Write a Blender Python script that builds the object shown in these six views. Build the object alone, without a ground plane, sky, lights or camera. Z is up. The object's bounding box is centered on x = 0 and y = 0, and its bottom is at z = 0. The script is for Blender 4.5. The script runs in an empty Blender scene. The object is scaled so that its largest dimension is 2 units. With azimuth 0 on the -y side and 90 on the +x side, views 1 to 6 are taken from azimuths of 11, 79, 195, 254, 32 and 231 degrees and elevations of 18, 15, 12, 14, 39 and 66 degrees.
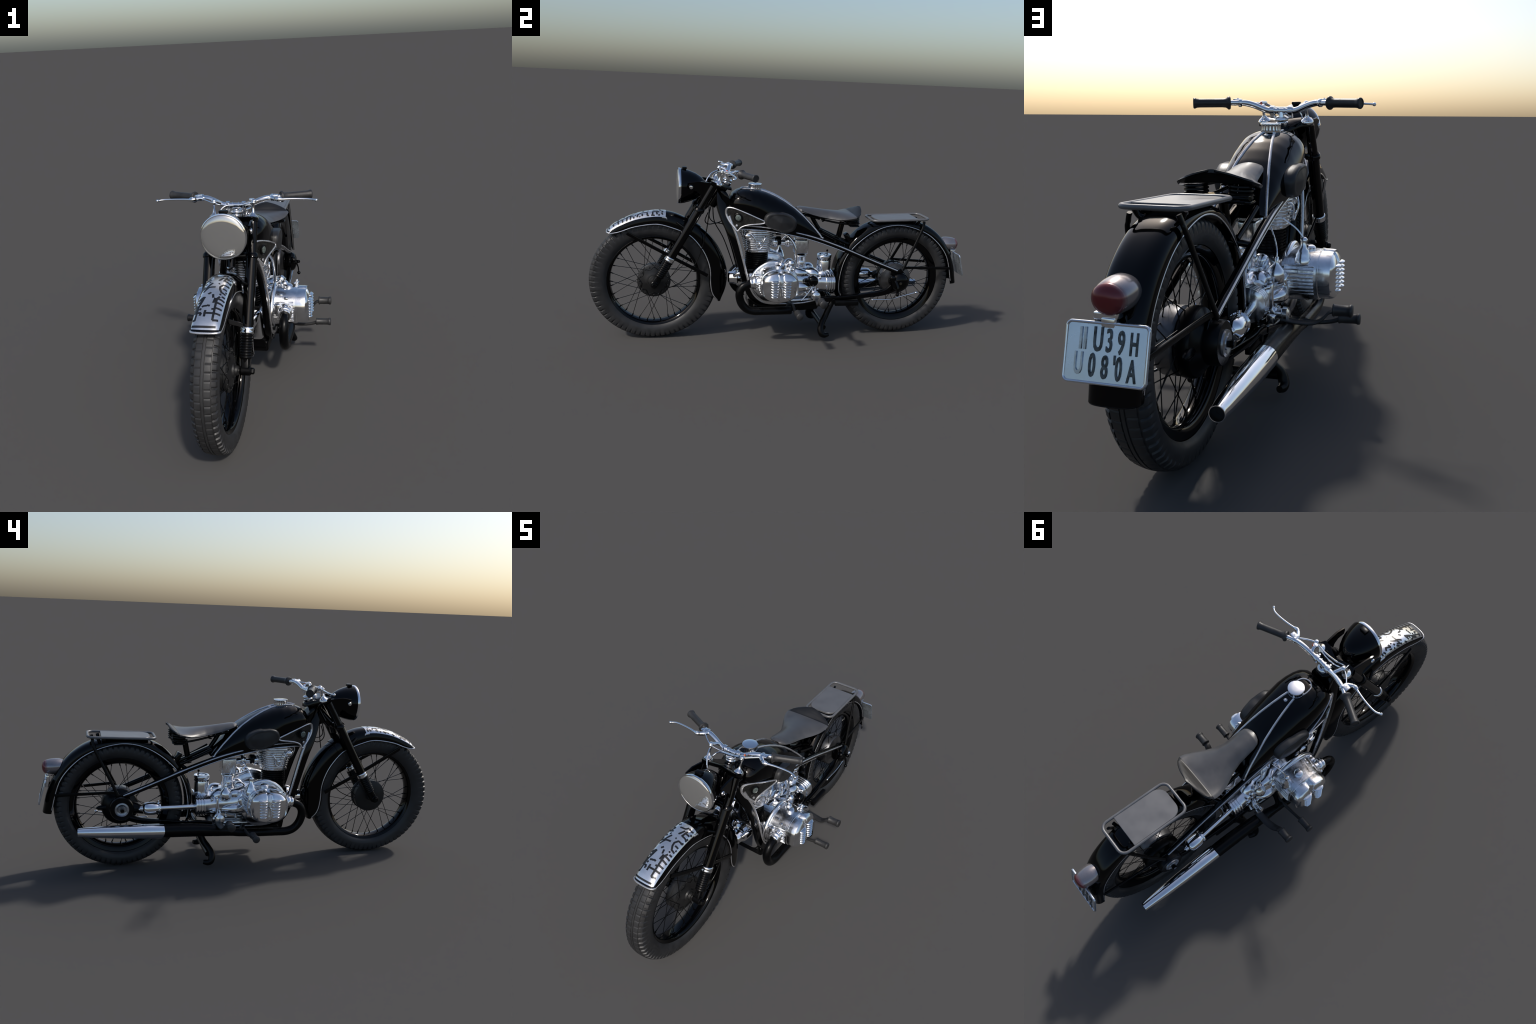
import bpy, bmesh, math, random
import numpy as np
from mathutils import Vector, Matrix

random.seed(7)
V = lambda *a: np.array(a, float)
PI = math.pi

# ------------------------------------------------------------------ materials
def new_mat(name, color, rough=0.4, metal=0.0, spec=0.5, noise=None, bump=None, coat=0.0):
    """noise=(scale, amount, rough_amount)  bump=(scale, strength, distance)"""
    m = bpy.data.materials.new(name)
    m.use_nodes = True
    nt = m.node_tree
    b = nt.nodes['Principled BSDF']
    b.inputs['Base Color'].default_value = (*color, 1)
    b.inputs['Roughness'].default_value = rough
    b.inputs['Metallic'].default_value = metal
    b.inputs['Specular IOR Level'].default_value = spec
    b.inputs['Coat Weight'].default_value = coat
    b.inputs['Coat Roughness'].default_value = 0.08
    tc = nt.nodes.new('ShaderNodeTexCoord')
    if noise:
        sc, amt, ramt = noise
        n = nt.nodes.new('ShaderNodeTexNoise')
        n.inputs['Scale'].default_value = sc
        n.inputs['Detail'].default_value = 5
        nt.links.new(tc.outputs['Object'], n.inputs['Vector'])
        r = nt.nodes.new('ShaderNodeValToRGB')
        r.color_ramp.elements[0].position = 0.3
        r.color_ramp.elements[1].position = 0.7
        r.color_ramp.elements[0].color = tuple(max(0, c * (1 - amt)) for c in color) + (1,)
        r.color_ramp.elements[1].color = tuple(min(1, c * (1 + amt)) for c in color) + (1,)
        nt.links.new(n.outputs['Fac'], r.inputs['Fac'])
        nt.links.new(r.outputs['Color'], b.inputs['Base Color'])
        mr = nt.nodes.new('ShaderNodeMapRange')
        mr.inputs['From Min'].default_value = 0.3
        mr.inputs['From Max'].default_value = 0.7
        mr.inputs['To Min'].default_value = max(0.02, rough - ramt)
        mr.inputs['To Max'].default_value = rough + ramt
        nt.links.new(n.outputs['Fac'], mr.inputs['Value'])
        nt.links.new(mr.outputs['Result'], b.inputs['Roughness'])
    if bump:
        sc, st, di = bump
        n2 = nt.nodes.new('ShaderNodeTexNoise')
        n2.inputs['Scale'].default_value = sc
        n2.inputs['Detail'].default_value = 3
        nt.links.new(tc.outputs['Object'], n2.inputs['Vector'])
        bp = nt.nodes.new('ShaderNodeBump')
        bp.inputs['Strength'].default_value = st
        bp.inputs['Distance'].default_value = di
        nt.links.new(n2.outputs['Fac'], bp.inputs['Height'])
        nt.links.new(bp.outputs['Normal'], b.inputs['Normal'])
    return m

def lens_mat():
    """silvered reflector behind clear glass"""
    return new_mat('headlight_glass', (0.60, 0.60, 0.59), 0.035, 0.84, 0.5, noise=(3, 0.03, 0.01))

def lamp_mat():
    """grey pressed housing fading into a dark red lens towards the tail"""
    m = new_mat('tail_lamp', (0.30, 0.28, 0.29), 0.2, 0.6, 0.5)
    nt = m.node_tree
    b = nt.nodes['Principled BSDF']
    tc = next(n for n in nt.nodes if n.type == 'TEX_COORD')
    sep = nt.nodes.new('ShaderNodeSeparateXYZ')
    nt.links.new(tc.outputs['Object'], sep.inputs['Vector'])
    nz = nt.nodes.new('ShaderNodeTexNoise')
    nz.inputs['Scale'].default_value = 30
    nt.links.new(tc.outputs['Object'], nz.inputs['Vector'])
    ad = nt.nodes.new('ShaderNodeMath')
    ad.operation = 'MULTIPLY_ADD'
    ad.inputs[1].default_value = 0.012
    nt.links.new(nz.outputs['Fac'], ad.inputs[0])
    nt.links.new(sep.outputs['Y'], ad.inputs[2])
    mr = nt.nodes.new('ShaderNodeMapRange')
    mr.inputs['From Min'].default_value = 0.958
    mr.inputs['From Max'].default_value = 0.988
    nt.links.new(ad.outputs['Value'], mr.inputs['Value'])
    cr = nt.nodes.new('ShaderNodeValToRGB')
    cr.color_ramp.elements[0].color = (0.30, 0.28, 0.29, 1)
    cr.color_ramp.elements[1].color = (0.15, 0.008, 0.010, 1)
    el = cr.color_ramp.elements.new(0.5)
    el.color = (0.17, 0.04, 0.045, 1)
    nt.links.new(mr.outputs['Result'], cr.inputs['Fac'])
    nt.links.new(cr.outputs['Color'], b.inputs['Base Color'])
    mm = nt.nodes.new('ShaderNodeMapRange')
    mm.inputs['To Min'].default_value = 0.75
    mm.inputs['To Max'].default_value = 0.1
    nt.links.new(mr.outputs['Result'], mm.inputs['Value'])
    nt.links.new(mm.outputs['Result'], b.inputs['Metallic'])
    return m

M_BLACK = new_mat('black_enamel', (0.0008, 0.0008, 0.001), 0.07, 0, 0.24, noise=(6, 0.3, 0.02))
M_BLACK_DULL = new_mat('black_matt_paint', (0.0018, 0.0018, 0.0021), 0.3, 0, 0.17, noise=(20, 0.3, 0.06))
M_CHROME = new_mat('polished_chrome', (0.86, 0.87, 0.89), 0.085, 1.0, noise=(9, 0.05, 0.03))
M_MIRROR = lens_mat()
M_ALU = new_mat('cast_aluminium', (0.87, 0.88, 0.90), 0.19, 1.0, noise=(24, 0.08, 0.05), bump=(45, 0.05, 0.006))
M_FIN = new_mat('rough_aluminium', (0.82, 0.83, 0.85), 0.22, 1.0, noise=(40, 0.12, 0.07), bump=(90, 0.12, 0.004))
M_SILVER = new_mat('silver_pinstripe', (0.60, 0.60, 0.62), 0.28, 0.8, noise=(30, 0.12, 0.05))
M_TYRE = new_mat('tyre_rubber', (0.020, 0.020, 0.021), 0.5, 0, 0.45, noise=(30, 0.2, 0.08), bump=(220, 0.1, 0.002))
M_DRUM = new_mat('brake_drum_grey', (0.014, 0.014, 0.0145), 0.45, 0.2, 0.45, noise=(30, 0.25, 0.08))
M_DRUM_METAL = new_mat('drum_metal', (0.11, 0.11, 0.115), 0.36, 0.8, noise=(20, 0.2, 0.08))
M_RING = new_mat('dull_steel', (0.33, 0.34, 0.36), 0.3, 0.9, noise=(40, 0.3, 0.08))
M_PLATE_REAR = new_mat('weathered_plate_steel', (0.57, 0.64, 0.72), 0.24, 0.85, noise=(26, 0.16, 0.08), bump=(35, 0.06, 0.003))  # base colour tinted blue for the skylight reflected on the sun-averted plate
M_RUBBER = new_mat('grip_rubber', (0.024, 0.024, 0.025), 0.45, 0, 0.4, noise=(40, 0.2, 0.06), bump=(300, 0.1, 0.002))
M_LEATHER = new_mat('saddle_leather', (0.054, 0.054, 0.057), 0.34, 0, 0.6, noise=(18, 0.15, 0.05), bump=(140, 0.05, 0.003))
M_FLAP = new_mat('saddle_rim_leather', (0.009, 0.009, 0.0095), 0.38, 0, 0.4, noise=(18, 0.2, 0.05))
M_RACK = new_mat('rack_steel', (0.13, 0.131, 0.136), 0.38, 0.3, 0.5, noise=(14, 0.1, 0.06), bump=(30, 0.05, 0.004))
M_PANEL = new_mat('side_panel_grey', (0.020, 0.020, 0.019), 0.28, 0.3, 0.5, noise=(35, 0.3, 0.06))
M_BADGE = new_mat('badge_enamel', (0.13, 0.16, 0.15), 0.3, 0.3, noise=(180, 0.4, 0.05))
M_PLATE = new_mat('number_plate_steel', (0.70, 0.72, 0.75), 0.16, 0.88, noise=(22, 0.08, 0.05))
M_INK = new_mat('plate_lettering', (0.006, 0.0065, 0.008), 0.35, 0, noise=(90, 0.4, 0.05))
M_WORN = new_mat('worn_lettering', (0.07, 0.08, 0.085), 0.35, 0.4, noise=(110, 0.8, 0.05))
M_GHOST = new_mat('rubbed_lettering', (0.46, 0.49, 0.51), 0.3, 0.75, noise=(80, 0.3, 0.05))
M_RED = lamp_mat()
M_LAMP = M_RED
M_ORANGE = new_mat('copper_fitting', (0.5, 0.12, 0.06), 0.3, 0.6)
M_DARK = new_mat('dark_opening', (0.004, 0.004, 0.004), 0.8)

# ------------------------------------------------------------------ helpers
def link(o, parent=None):
    bpy.context.scene.collection.objects.link(o)
    if parent is not None:
        o.parent = parent
    return o

def empty(name, parent=None):
    o = bpy.data.objects.new(name, None)
    o.empty_display_size = 0.05
    return link(o, parent)

def catmull(pts, n=8, closed=False):
    P = [np.array(p, float) for p in pts]
    N = len(P)
    out = []
    rng = range(N if closed else N - 1)
    for i in rng:
        p1, p2 = P[i], P[(i + 1) % N]
        p0 = P[i - 1] if (i > 0 or closed) else 2 * p1 - p2
        p3 = P[(i + 2) % N] if (i + 2 < N or closed) else 2 * p2 - p1
        for k in range(n):
            t = k / n
            out.append(0.5 * (2 * p1 + (p2 - p0) * t + (2 * p0 - 5 * p1 + 4 * p2 - p3) * t * t
                              + (3 * p1 - p0 - 3 * p2 + p3) * t ** 3))
    if not closed:
        out.append(P[-1])
    return np.array(out)

def interp(xs, ys, x):
    return float(np.interp(x, xs, ys))

def norm(v):
    l = np.linalg.norm(v)
    return v / l if l > 1e-12 else v

def basis(axis):
    a = norm(np.array(axis, float))
    ref = V(0, 0, 1) if abs(a[2]) < 0.9 else V(0, 1, 0)
    u = norm(np.cross(ref, a))
    return a, u, np.cross(a, u)

AX = {'x': V(1, 0, 0), 'y': V(0, 1, 0), 'z': V(0, 0, 1)}

class Builder:
    def __init__(self):
        self.v, self.f, self.m = [], [], []
        self.cur = 0

    def mat(self, i):
        self.cur = i
        return self

    def add(self, verts, faces):
        o = len(self.v)
        self.v += [tuple(map(float, p)) for p in verts]
        self.f += [tuple(i + o for i in f) for f in faces]
        self.m += [self.cur] * len(faces)

    def rings(self, rings, closed=False, caps=True):
        n = len(rings[0])
        vs = [p for r in rings for p in r]
        fs = []
        R = len(rings)
        for i in range(R if closed else R - 1):
            a, b = i * n, ((i + 1) % R) * n
            for j in range(n):
                k = (j + 1) % n
                fs.append((a + j, a + k, b + k, b + j))
        if caps and not closed:
            fs.append(tuple(reversed(range(n))))
            fs.append(tuple(range((R - 1) * n, R * n)))
        self.add(vs, fs)

    def tube(self, pts, r, seg=12, n=6, closed=False, smooth=True, caps=True):
        """round tube along a smooth path; r scalar or one radius per control point"""
        raw = [np.array(p, float) for p in pts]
        if np.isscalar(r):
            rr = [r] * len(raw)
        else:
            rr = list(r)
        if smooth and len(raw) > 2:
            P4 = catmull([np.append(p, q) for p, q in zip(raw, rr)], n, closed)
        else:
            P4 = np.array([np.append(p, q) for p, q in zip(raw, rr)])
        P, R = P4[:, :3], P4[:, 3]
        N = len(P)
        T = np.array([norm((P[(i + 1) % N] if (closed or i < N - 1) else P[i]) -
                           (P[i - 1] if (closed or i > 0) else P[i])) for i in range(N)])
        _, u, w = basis(T[0])
        rings = []
        for i in range(N):
            if i > 0:
                u = norm(u - T[i] * np.dot(u, T[i]))
            w = np.cross(T[i], u)
            rings.append([P[i] + R[i] * (math.cos(a) * u + math.sin(a) * w)
                          for a in np.arange(seg) * 2 * PI / seg])
        self.rings(rings, closed, caps)

    def beam(self, pts, wid, dep, n=6, corner=0.35, smooth=True):
        """rounded rectangular section: wid along world x, dep in the yz plane"""
        raw = [np.array(p, float) for p in pts]
        W = [wid] * len(raw) if np.isscalar(wid) else wid
        D = [dep] * len(raw) if np.isscalar(dep) else dep
        A = [np.concatenate([p, [a, b]]) for p, a, b in zip(raw, W, D)]
        A = catmull(A, n) if smooth and len(A) > 2 else np.array(A)
        P = A[:, :3]
        N = len(P)
        rings = []
        sec = []
        for q in range(4):
            cx, cy = [(1, 1), (-1, 1), (-1, -1), (1, -1)][q]
            for k in range(4):
                a = q * PI / 2 + k * PI / 6
                sec.append((cx, cy, math.cos(a), math.sin(a)))
        for i in range(N):
            t = norm(P[min(i + 1, N - 1)] - P[max(i - 1, 0)])
            s = norm(V(1, 0, 0) - t * t[0])
            u = np.cross(t, s)
            hw, hd = A[i, 3] / 2, A[i, 4] / 2
            c = corner * min(hw, hd)
            rings.append([P[i] + s * (cx * (hw - c) + c * ca) + u * (cy * (hd - c) + c * sa)
                          for cx, cy, ca, sa in sec])
        self.rings(rings)

    def lathe(self, prof, center, axis='z', seg=32, scale=(1, 1), caps=True, closed=False):
        """prof: (radius, height along axis)"""
        a, u, w = basis(AX[axis] if isinstance(axis, str) else axis)
        c = np.array(center, float)
        rings = [[c + a * h + r * (scale[0] * math.cos(t) * u + scale[1] * math.sin(t) * w)
                  for t in np.arange(seg) * 2 * PI / seg] for r, h in prof]
        self.rings(rings, closed, caps)

    def cyl(self, p0, p1, r0, r1=None, seg=20, bev=0.0):
        r1 = r0 if r1 is None else r1
        p0, p1 = np.array(p0, float), np.array(p1, float)
        L = np.linalg.norm(p1 - p0)
        b = min(bev, L * 0.4)
        prof = [(r0, 0), (r1, L)] if b <= 0 else [(r0 - b, 0), (r0, b), (r1, L - b), (r1 - b, L)]
        self.lathe(prof, p0, p1 - p0, seg)

    def ball(self, c, r, seg=20, axis='z'):
        r = (r, r, r) if np.isscalar(r) else r
        c = np.array(c, float)
        rings = []
        k = seg // 2
        for i in range(k + 1):
            ph = -PI / 2 + PI * i / k
            q = max(1e-4, math.cos(ph))
            rings.append([c + V(r[0] * q * math.cos(t), r[1] * q * math.sin(t), r[2] * math.sin(ph))
                          for t in np.arange(seg) * 2 * PI / seg])
        self.rings(rings)

    def box(self, c, size, bev=0.004, rot=None, seg=2):
        bm = bmesh.new()
        bmesh.ops.create_cube(bm, size=1.0)
        bmesh.ops.scale(bm, vec=Vector(size), verts=bm.verts)
        if bev > 0:
            bmesh.ops.bevel(bm, geom=bm.edges[:], offset=bev, segments=seg, profile=0.5, affect='EDGES')
        Mx = Matrix.Translation(Vector(c))
        if rot is not None:
            Mx = Mx @ Matrix.Rotation(rot[1], 4, rot[0])
        bm.verts.index_update()
        self.add([tuple(Mx @ v.co) for v in bm.verts], [[v.index for v in f.verts] for f in bm.faces])
        bm.free()

    def slab(self, outline, fn, w0, w1, bev=0.0):
        """extrude a 2D outline between offsets w0,w1 ; fn(u,v,w)->xyz ; small chamfer at w1"""
        O = [np.array(p, float) for p in outline]
        n = len(O)
        c = sum(O) / n
        rings = [(O, w0)]
        if bev > 0:
            rings.append((O, w1 - bev * np.sign(w1 - w0)))
            inn = []
            for i in range(n):
                d = norm(c - O[i])
                inn.append(O[i] + d * bev)
            rings.append((inn, w1))
        else:
            rings.append((O, w1))
        self.rings([[np.array(fn(p[0], p[1], w)) for p in o] for o, w in rings])

    def grid_shell(self, G, th):
        """G[i][j] points, open sheet given thickness th (inward along normal)"""
        G = np.array(G, float)
        a, b = G.shape[:2]
        du = np.gradient(G, axis=0)
        dv = np.gradient(G, axis=1)
        Nn = np.cross(du, dv)
        Nn /= np.maximum(np.linalg.norm(Nn, axis=2, keepdims=True), 1e-9)
        H = G - Nn * th
        vs = list(G.reshape(-1, 3)) + list(H.reshape(-1, 3))
        o = a * b
        fs = []
        for i in range(a - 1):
            for j in range(b - 1):
                p, q, r, s = i * b + j, (i + 1) * b + j, (i + 1) * b + j + 1, i * b + j + 1
                fs.append((p, q, r, s))
                fs.append((o + s, o + r, o + q, o + p))
        for i in range(a - 1):
            p, q = i * b, (i + 1) * b
            fs.append((p, o + p, o + q, q))
            p, q = i * b + b - 1, (i + 1) * b + b - 1
            fs.append((q, o + q, o + p, p))
        for j in range(b - 1):
            p, q = j, j + 1
            fs.append((q, o + q, o + p, p))
            p, q = (a - 1) * b + j, (a - 1) * b + j + 1
            fs.append((p, o + p, o + q, q))
        self.add(vs, fs)

    def mirror(self, start=0):
        """append an x-mirrored copy of everything added since vertex index start"""
        vs = [(-x, y, z) for x, y, z in self.v[start:]]
        k = len(self.v)
        fs = [(f, m) for f, m in zip(self.f, self.m) if min(f) >= start]
        self.v += vs
        for f, m in fs:
            self.f.append(tuple(i - start + k for i in reversed(f)))
            self.m.append(m)
        return self

    def mesh(self, name, mats, angle=42):
        me = bpy.data.meshes.new(name)
        me.from_pydata(self.v, [], self.f)
        for m in (mats if isinstance(mats, (list, tuple)) else [mats]):
            me.materials.append(m)
        me.polygons.foreach_set('material_index', self.m)
        me.polygons.foreach_set('use_smooth', [True] * len(me.polygons))
        bm = bmesh.new()
        bm.from_mesh(me)
        bmesh.ops.recalc_face_normals(bm, faces=bm.faces)
        bm.to_mesh(me)
        bm.free()
        me.set_sharp_from_angle(angle=math.radians(angle))
        me.update()
        return me

    def make(self, name, mats, parent, angle=42):
        return link(bpy.data.objects.new(name, self.mesh(name, mats, angle)), parent)

def pair(name, build, mats, parent, angle=42):
    """build on the +x side, then a mirrored partner"""
    b = Builder()
    build(b)
    b.make(name, mats, parent, angle)
    k = len(b.v)
    c = Builder()
    c.v = [(-x, y, z) for x, y, z in b.v]
    c.f = [tuple(reversed(f)) for f in b.f]
    c.m = list(b.m)
    c.make(name, mats, parent, angle)

def single(name, build, mats, parent, angle=42):
    b = Builder()
    build(b)
    return b.make(name, mats, parent, angle)

bike = empty('motorcycle')
bike['label'] = 'vintage black motorcycle with chrome flat-twin engine and sprung saddle'
bike['category'] = 'motorcycle'

# ------------------------------------------------------------------ wheels
def tyre_mesh(R, halfw, depth, crown=5.0, sag=1.0, lugs=70):
    """sag: share of the section height left where the tyre is pressed on the ground"""
    k = halfw / 0.047
    cols = [(0, 'r'), (.0035, 'r'), (.0042, 'g'), (.0062, 'g'), (.007, 'b'), (.014, 'b'), (.022, 'b'), (.0275, 'b'),
            (.0283, 'g'), (.0307, 'g'), (.0315, 'l'), (.037, 'l'), (.0415, 'l'), (.0447, 'l')]
    side = [(.0458, .022), (.0466, .028), (.047, .037), (.0468, depth * .62), (.0452, depth * .75), (.0415, depth * .87), (.037, depth - .004), (.034, depth)]
    half = [(x * k, R - crown * x * x - max(0, x - .034) * .55, z) for x, z in cols]
    half += [(x * k, R - d, 'l' if d < .025 else ('m' if d < .03 else 's')) for x, d in side]
    prof = [(-x, r, z) for x, r, z in reversed(half)] + half[1:]
    per = 8
    nth = lugs * per
    b = Builder()
    rings = []
    for i in range(nth):
        fr = (i % per) / per
        th = 2 * PI * i / nth
        ring = []
        for x, r, z in prof:
            ph = (fr + (0.5 if x < 0 else 0)) % 1.0
            d = 0
            if z == 'g':
                d = .003
            elif z == 'b' and ph < 0.12:
                d = .0022
            elif z == 'l' and ph > 0.70:
                d = .0062
            elif z == 'l' and ph > 0.58:
                d = .001
            rr = r - d
            bead = R - depth
            low, upp = max(0, -math.sin(th)) ** 2, max(0, math.sin(th)) ** 2
            rr = bead + (rr - bead) * (1 - (1 - sag) * low - (1 - sag) * .5 * upp)
            if z in 'lm' and ph > .70 and abs(x) > .04 * k:
                x -= math.copysign(.0028, x)
            ring.append((x, rr * math.cos(th), rr * math.sin(th)))
        rings.append(ring)
    n = len(prof)
    vs = [p for r in rings for p in r]
    fs = []
    for i in range(nth):
        a, c = i * n, ((i + 1) % nth) * n
        for j in range(n - 1):
            fs.append((a + j, a + j + 1, c + j + 1, c + j))
    b.add(vs, fs)
    return b.mesh('tyre', M_TYRE, 38)

def build_wheel(cy, cz, R, halfw, depth, rin, hub_r, spoke_n=36):
    w = empty('wheel', bike)
    w.location = (0, cy, cz)
    link(bpy.data.objects.new('tyre', tyre_mesh(R, halfw, depth, 4.0 if cy < 0 else 6.0, .765 if cy < 0 else 1.0)), w)
    ro = R - depth + 0.002
    b = Builder()
    h = 0.034
    if cy < 0:
        prof = [(ro, -h), (ro - .003, -h - .002), (ro - .007, -h), (rin + .006, -h + .004), (rin + .003, -h + .010), (rin + .001, -.012), (rin - .001, 0)]
    else:
        prof = [(ro, -h), (ro - .004, -h - .002), (ro - .010, -h), (rin + .014, -h + .003), (rin + .006, -h + .009), (rin + .001, -.014), (rin - .001, 0)]
    prof = prof + [(r, -x) for r, x in reversed(prof[:-1])]
    back = [(ro, h - .004), (ro + .003, 0), (ro, -h + .004)]
    b.lathe(prof + back, (0, 0, 0), 'x', 96, caps=False, closed=True)
    b.make('rim', M_BLACK, w, 35)
    # spokes: four shared meshes, turned around the axle
    for side in (-1, 1):
        for lean in (-1, 1):
            sb = Builder()
            a0 = lean * math.radians(52)
            p0 = V(side * .030, hub_r * math.sin(a0) * .8, hub_r * math.cos(a0) * .8)
            p1 = V(side * .007, 0, rin + .002)
            sb.tube([p0, p1], .0016, seg=6)
            sb.cyl(p1 - norm(p1 - p0) * .014, p1, .003, seg=8)
            me = sb.mesh('spoke', M_BLACK_DULL)
            first = bpy.data.objects.new('spoke', me)
            for i in range(spoke_n // 4):
                o = first if i == 0 else first.copy()
                o.rotation_euler = (2 * PI * (i + {(-1, -1): 0, (-1, 1): .5, (1, -1): .25, (1, 1): .75}[(side, lean)])
                                    / (spoke_n / 4) + random.uniform(-.02, .02), 0, 0)
                link(o, w)
    return w

FW, RW = (-0.673, 0.305), (0.628, 0.305)
fw = build_wheel(FW[0], FW[1], 0.3265, 0.0475, 0.090, 0.219, 0.075)
rw = build_wheel(RW[0], RW[1], 0.3060, 0.0515, 0.071, 0.200, 0.075)

def f_drum(b):
    b.lathe([(.012, -.056), (.02, -.052), (.022, -.034), (.078, -.031), (.083, -.028), (.083, -.006), (.079, -.003),
             (.079, .012), (.085, .015), (.085, .024), (.080, .027), (.064, .028), (.058, .031), (.044, .032),
             (.040, .035), (.030, .036), (.027, .043), (.020, .045), (.018, .055), (.010, .057), (.004, .07)], (0, 0, 0), 'x', 64)
    for i in range(20):
        a = 2 * PI * i / 20
        b.ball((.027, .0745 * math.cos(a), .0745 * math.sin(a)), (.0035, .0042, .0042), 8)
single('brake_drum', f_drum, M_DRUM, fw, 35)
single('axle', lambda b: (b.cyl((-.118, 0, 0), (.118, 0, 0), .009, seg=16),
                          b.cyl((.098, 0, 0), (.116, 0, 0), .0125, seg=6, bev=.002),
                          b.cyl((-.116, 0, 0), (-.098, 0, 0), .0125, seg=6, bev=.002)), M_BLACK_DULL, fw)

def r_drum(b):
    b.lathe([(.02, -.078), (.05, -.076), (.062, -.070), (.070, -.060), (.084, -.054), (.088, -.046), (.088, -.022), (.080, -.014), (.03, -.012)], (0, 0, 0), 'x', 64)
    b.mat(1).lathe([(.03, -.014), (.080, -.012), (.086, -.006), (.086, .030), (.082, .036), (.060, .040), (.046, .048)], (0, 0, 0), 'x', 64)
single('brake_drum', r_drum, [M_BLACK_DULL, M_DRUM_METAL], rw, 35)
def r_cap(b):
    b.lathe([(.046, .045), (.050, .050), (.0515, .060), (.0515, .090), (.049, .100), (.040, .109), (.025, .115), (.012, .117), (.001, .1175)],
            (0, .004, .000), 'x', 40)
    b.cyl((.113, .004, 0), (.134, -.006, .004), .009, seg=8, bev=.002)
single('hub_cap', r_cap, M_BLACK, rw, 35)
def fd(b):
    b.lathe([(.056, -.070), (.0565, -.104), (.053, -.112), (.034, -.113)], (0, -.004, .002), 'x', 48)
    b.mat(1).lathe([(.034, -.112), (.033, -.118), (.026, -.120), (.018, -.117), (.016, -.120), (.008, -.120)], (0, -.004, .002), 'x', 32)
    b.mat(2).cyl((-.117, -.004, .002), (-.137, -.004, .002), .010, seg=6, bev=.002)
    # bevel-gear neck towards the drive shaft, and the filler nub behind
    b.mat(0).tube([(-.055, -.02, -.004), (-.064, -.06, -.004), (-.080, -.092, -.004)], [.046, .034, .018], seg=20)
    b.tube([(-.05, .06, 0), (-.055, .098, -.002), (-.055, .112, -.003)], [.016, .010, .003], seg=12)
single('final_drive', fd, [M_BLACK_DULL, M_RING, M_BLACK], rw, 35)

# ------------------------------------------------------------------ mudguards
class Guard:
    def __init__(self, top, edge, width, n=2.5):
        self.T, self.E = catmull([(0,) + p for p in top], 10), catmull([(0,) + p for p in edge], 10)
        self.W, self.p = width, 2 / n
    def at(self, A, s):
        L = np.concatenate([[0], np.cumsum(np.linalg.norm(np.diff(A, axis=0), axis=1))])
        L /= L[-1]
        return V(*[np.interp(s, L, A[:, k]) for k in range(3)])
    def pt(self, s, a, off=0.0):
        """s 0..1 along, a -1..1 across (fraction of quarter turn)"""
        T, E = self.at(self.T, s), self.at(self.E, s)
        w = interp(self.W[0], self.W[1], s)
        t = a * PI / 2
        x = w * math.copysign(abs(math.sin(t)) ** self.p, t)
        f = 1 - abs(math.cos(t)) ** self.p
        q = T + (E - T) * f
        q[0] = x
        if off:
            e = 1e-3
            d1 = self.pt(min(s + e, 1), a) - self.pt(max(s - e, 0), a)
            d2 = self.pt(s, min(a + e, 1)) - self.pt(s, max(a - e, -1))
            nn = norm(np.cross(d2, d1))
            c = self.pt(s, 0) - (T * 0.5 + E * 0.5)
            if np.dot(nn, q - (T + (E - T) * 1.3)) < 0:
                nn = -nn
            q = q + nn * off
        return q
    def grid(self, ns=90, na=28):
        return [[self.pt(s, a) for a in np.linspace(-1, 1, na + 1)] for s in np.linspace(0, 1, ns + 1)]

FG = Guard([(-.906, .562), (-.880, .589), (-.847, .610), (-.776, .643), (-.705, .661), (-.638, .666), (-.579, .658), (-.517, .634),
            (-.453, .596), (-.396, .548), (-.349, .486), (-.313, .411), (-.298, .341), (-.304, .265), (-.330, .197)],
           [(-.884, .560), (-.858, .562), (-.827, .570), (-.775, .588), (-.70, .601), (-.647, .602), (-.595, .588), (-.543, .569),
            (-.49, .541), (-.44, .482), (-.41, .425), (-.394, .364), (-.392, .295), (-.378, .238), (-.340, .197)],
           ([0, .05, .3, .8, .95, 1], [.0515, .0530, .0535, .0545, .052, .043]), 3.0)
RG = Guard([(.300, .215), (.287, .28), (.284, .347), (.295, .409), (.318, .455), (.354, .515), (.405, .570), (.461, .606), (.54, .627),
            (.62, .630), (.70, .626), (.772, .608), (.835, .571), (.884, .524), (.928, .453), (.961, .371), (.980, .286)],
           [(.318, .215), (.305, .26), (.306, .321), (.321, .398), (.347, .456), (.399, .514), (.461, .562), (.529, .596), (.60, .609),
            (.663, .602), (.728, .582), (.794, .549), (.857, .494), (.898, .437), (.921, .368), (.932, .32), (.942, .284)],
           ([0, .1, .5, .9, 1], [.054, .0570, .0570, .0570, .054]), 3.0)

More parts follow.
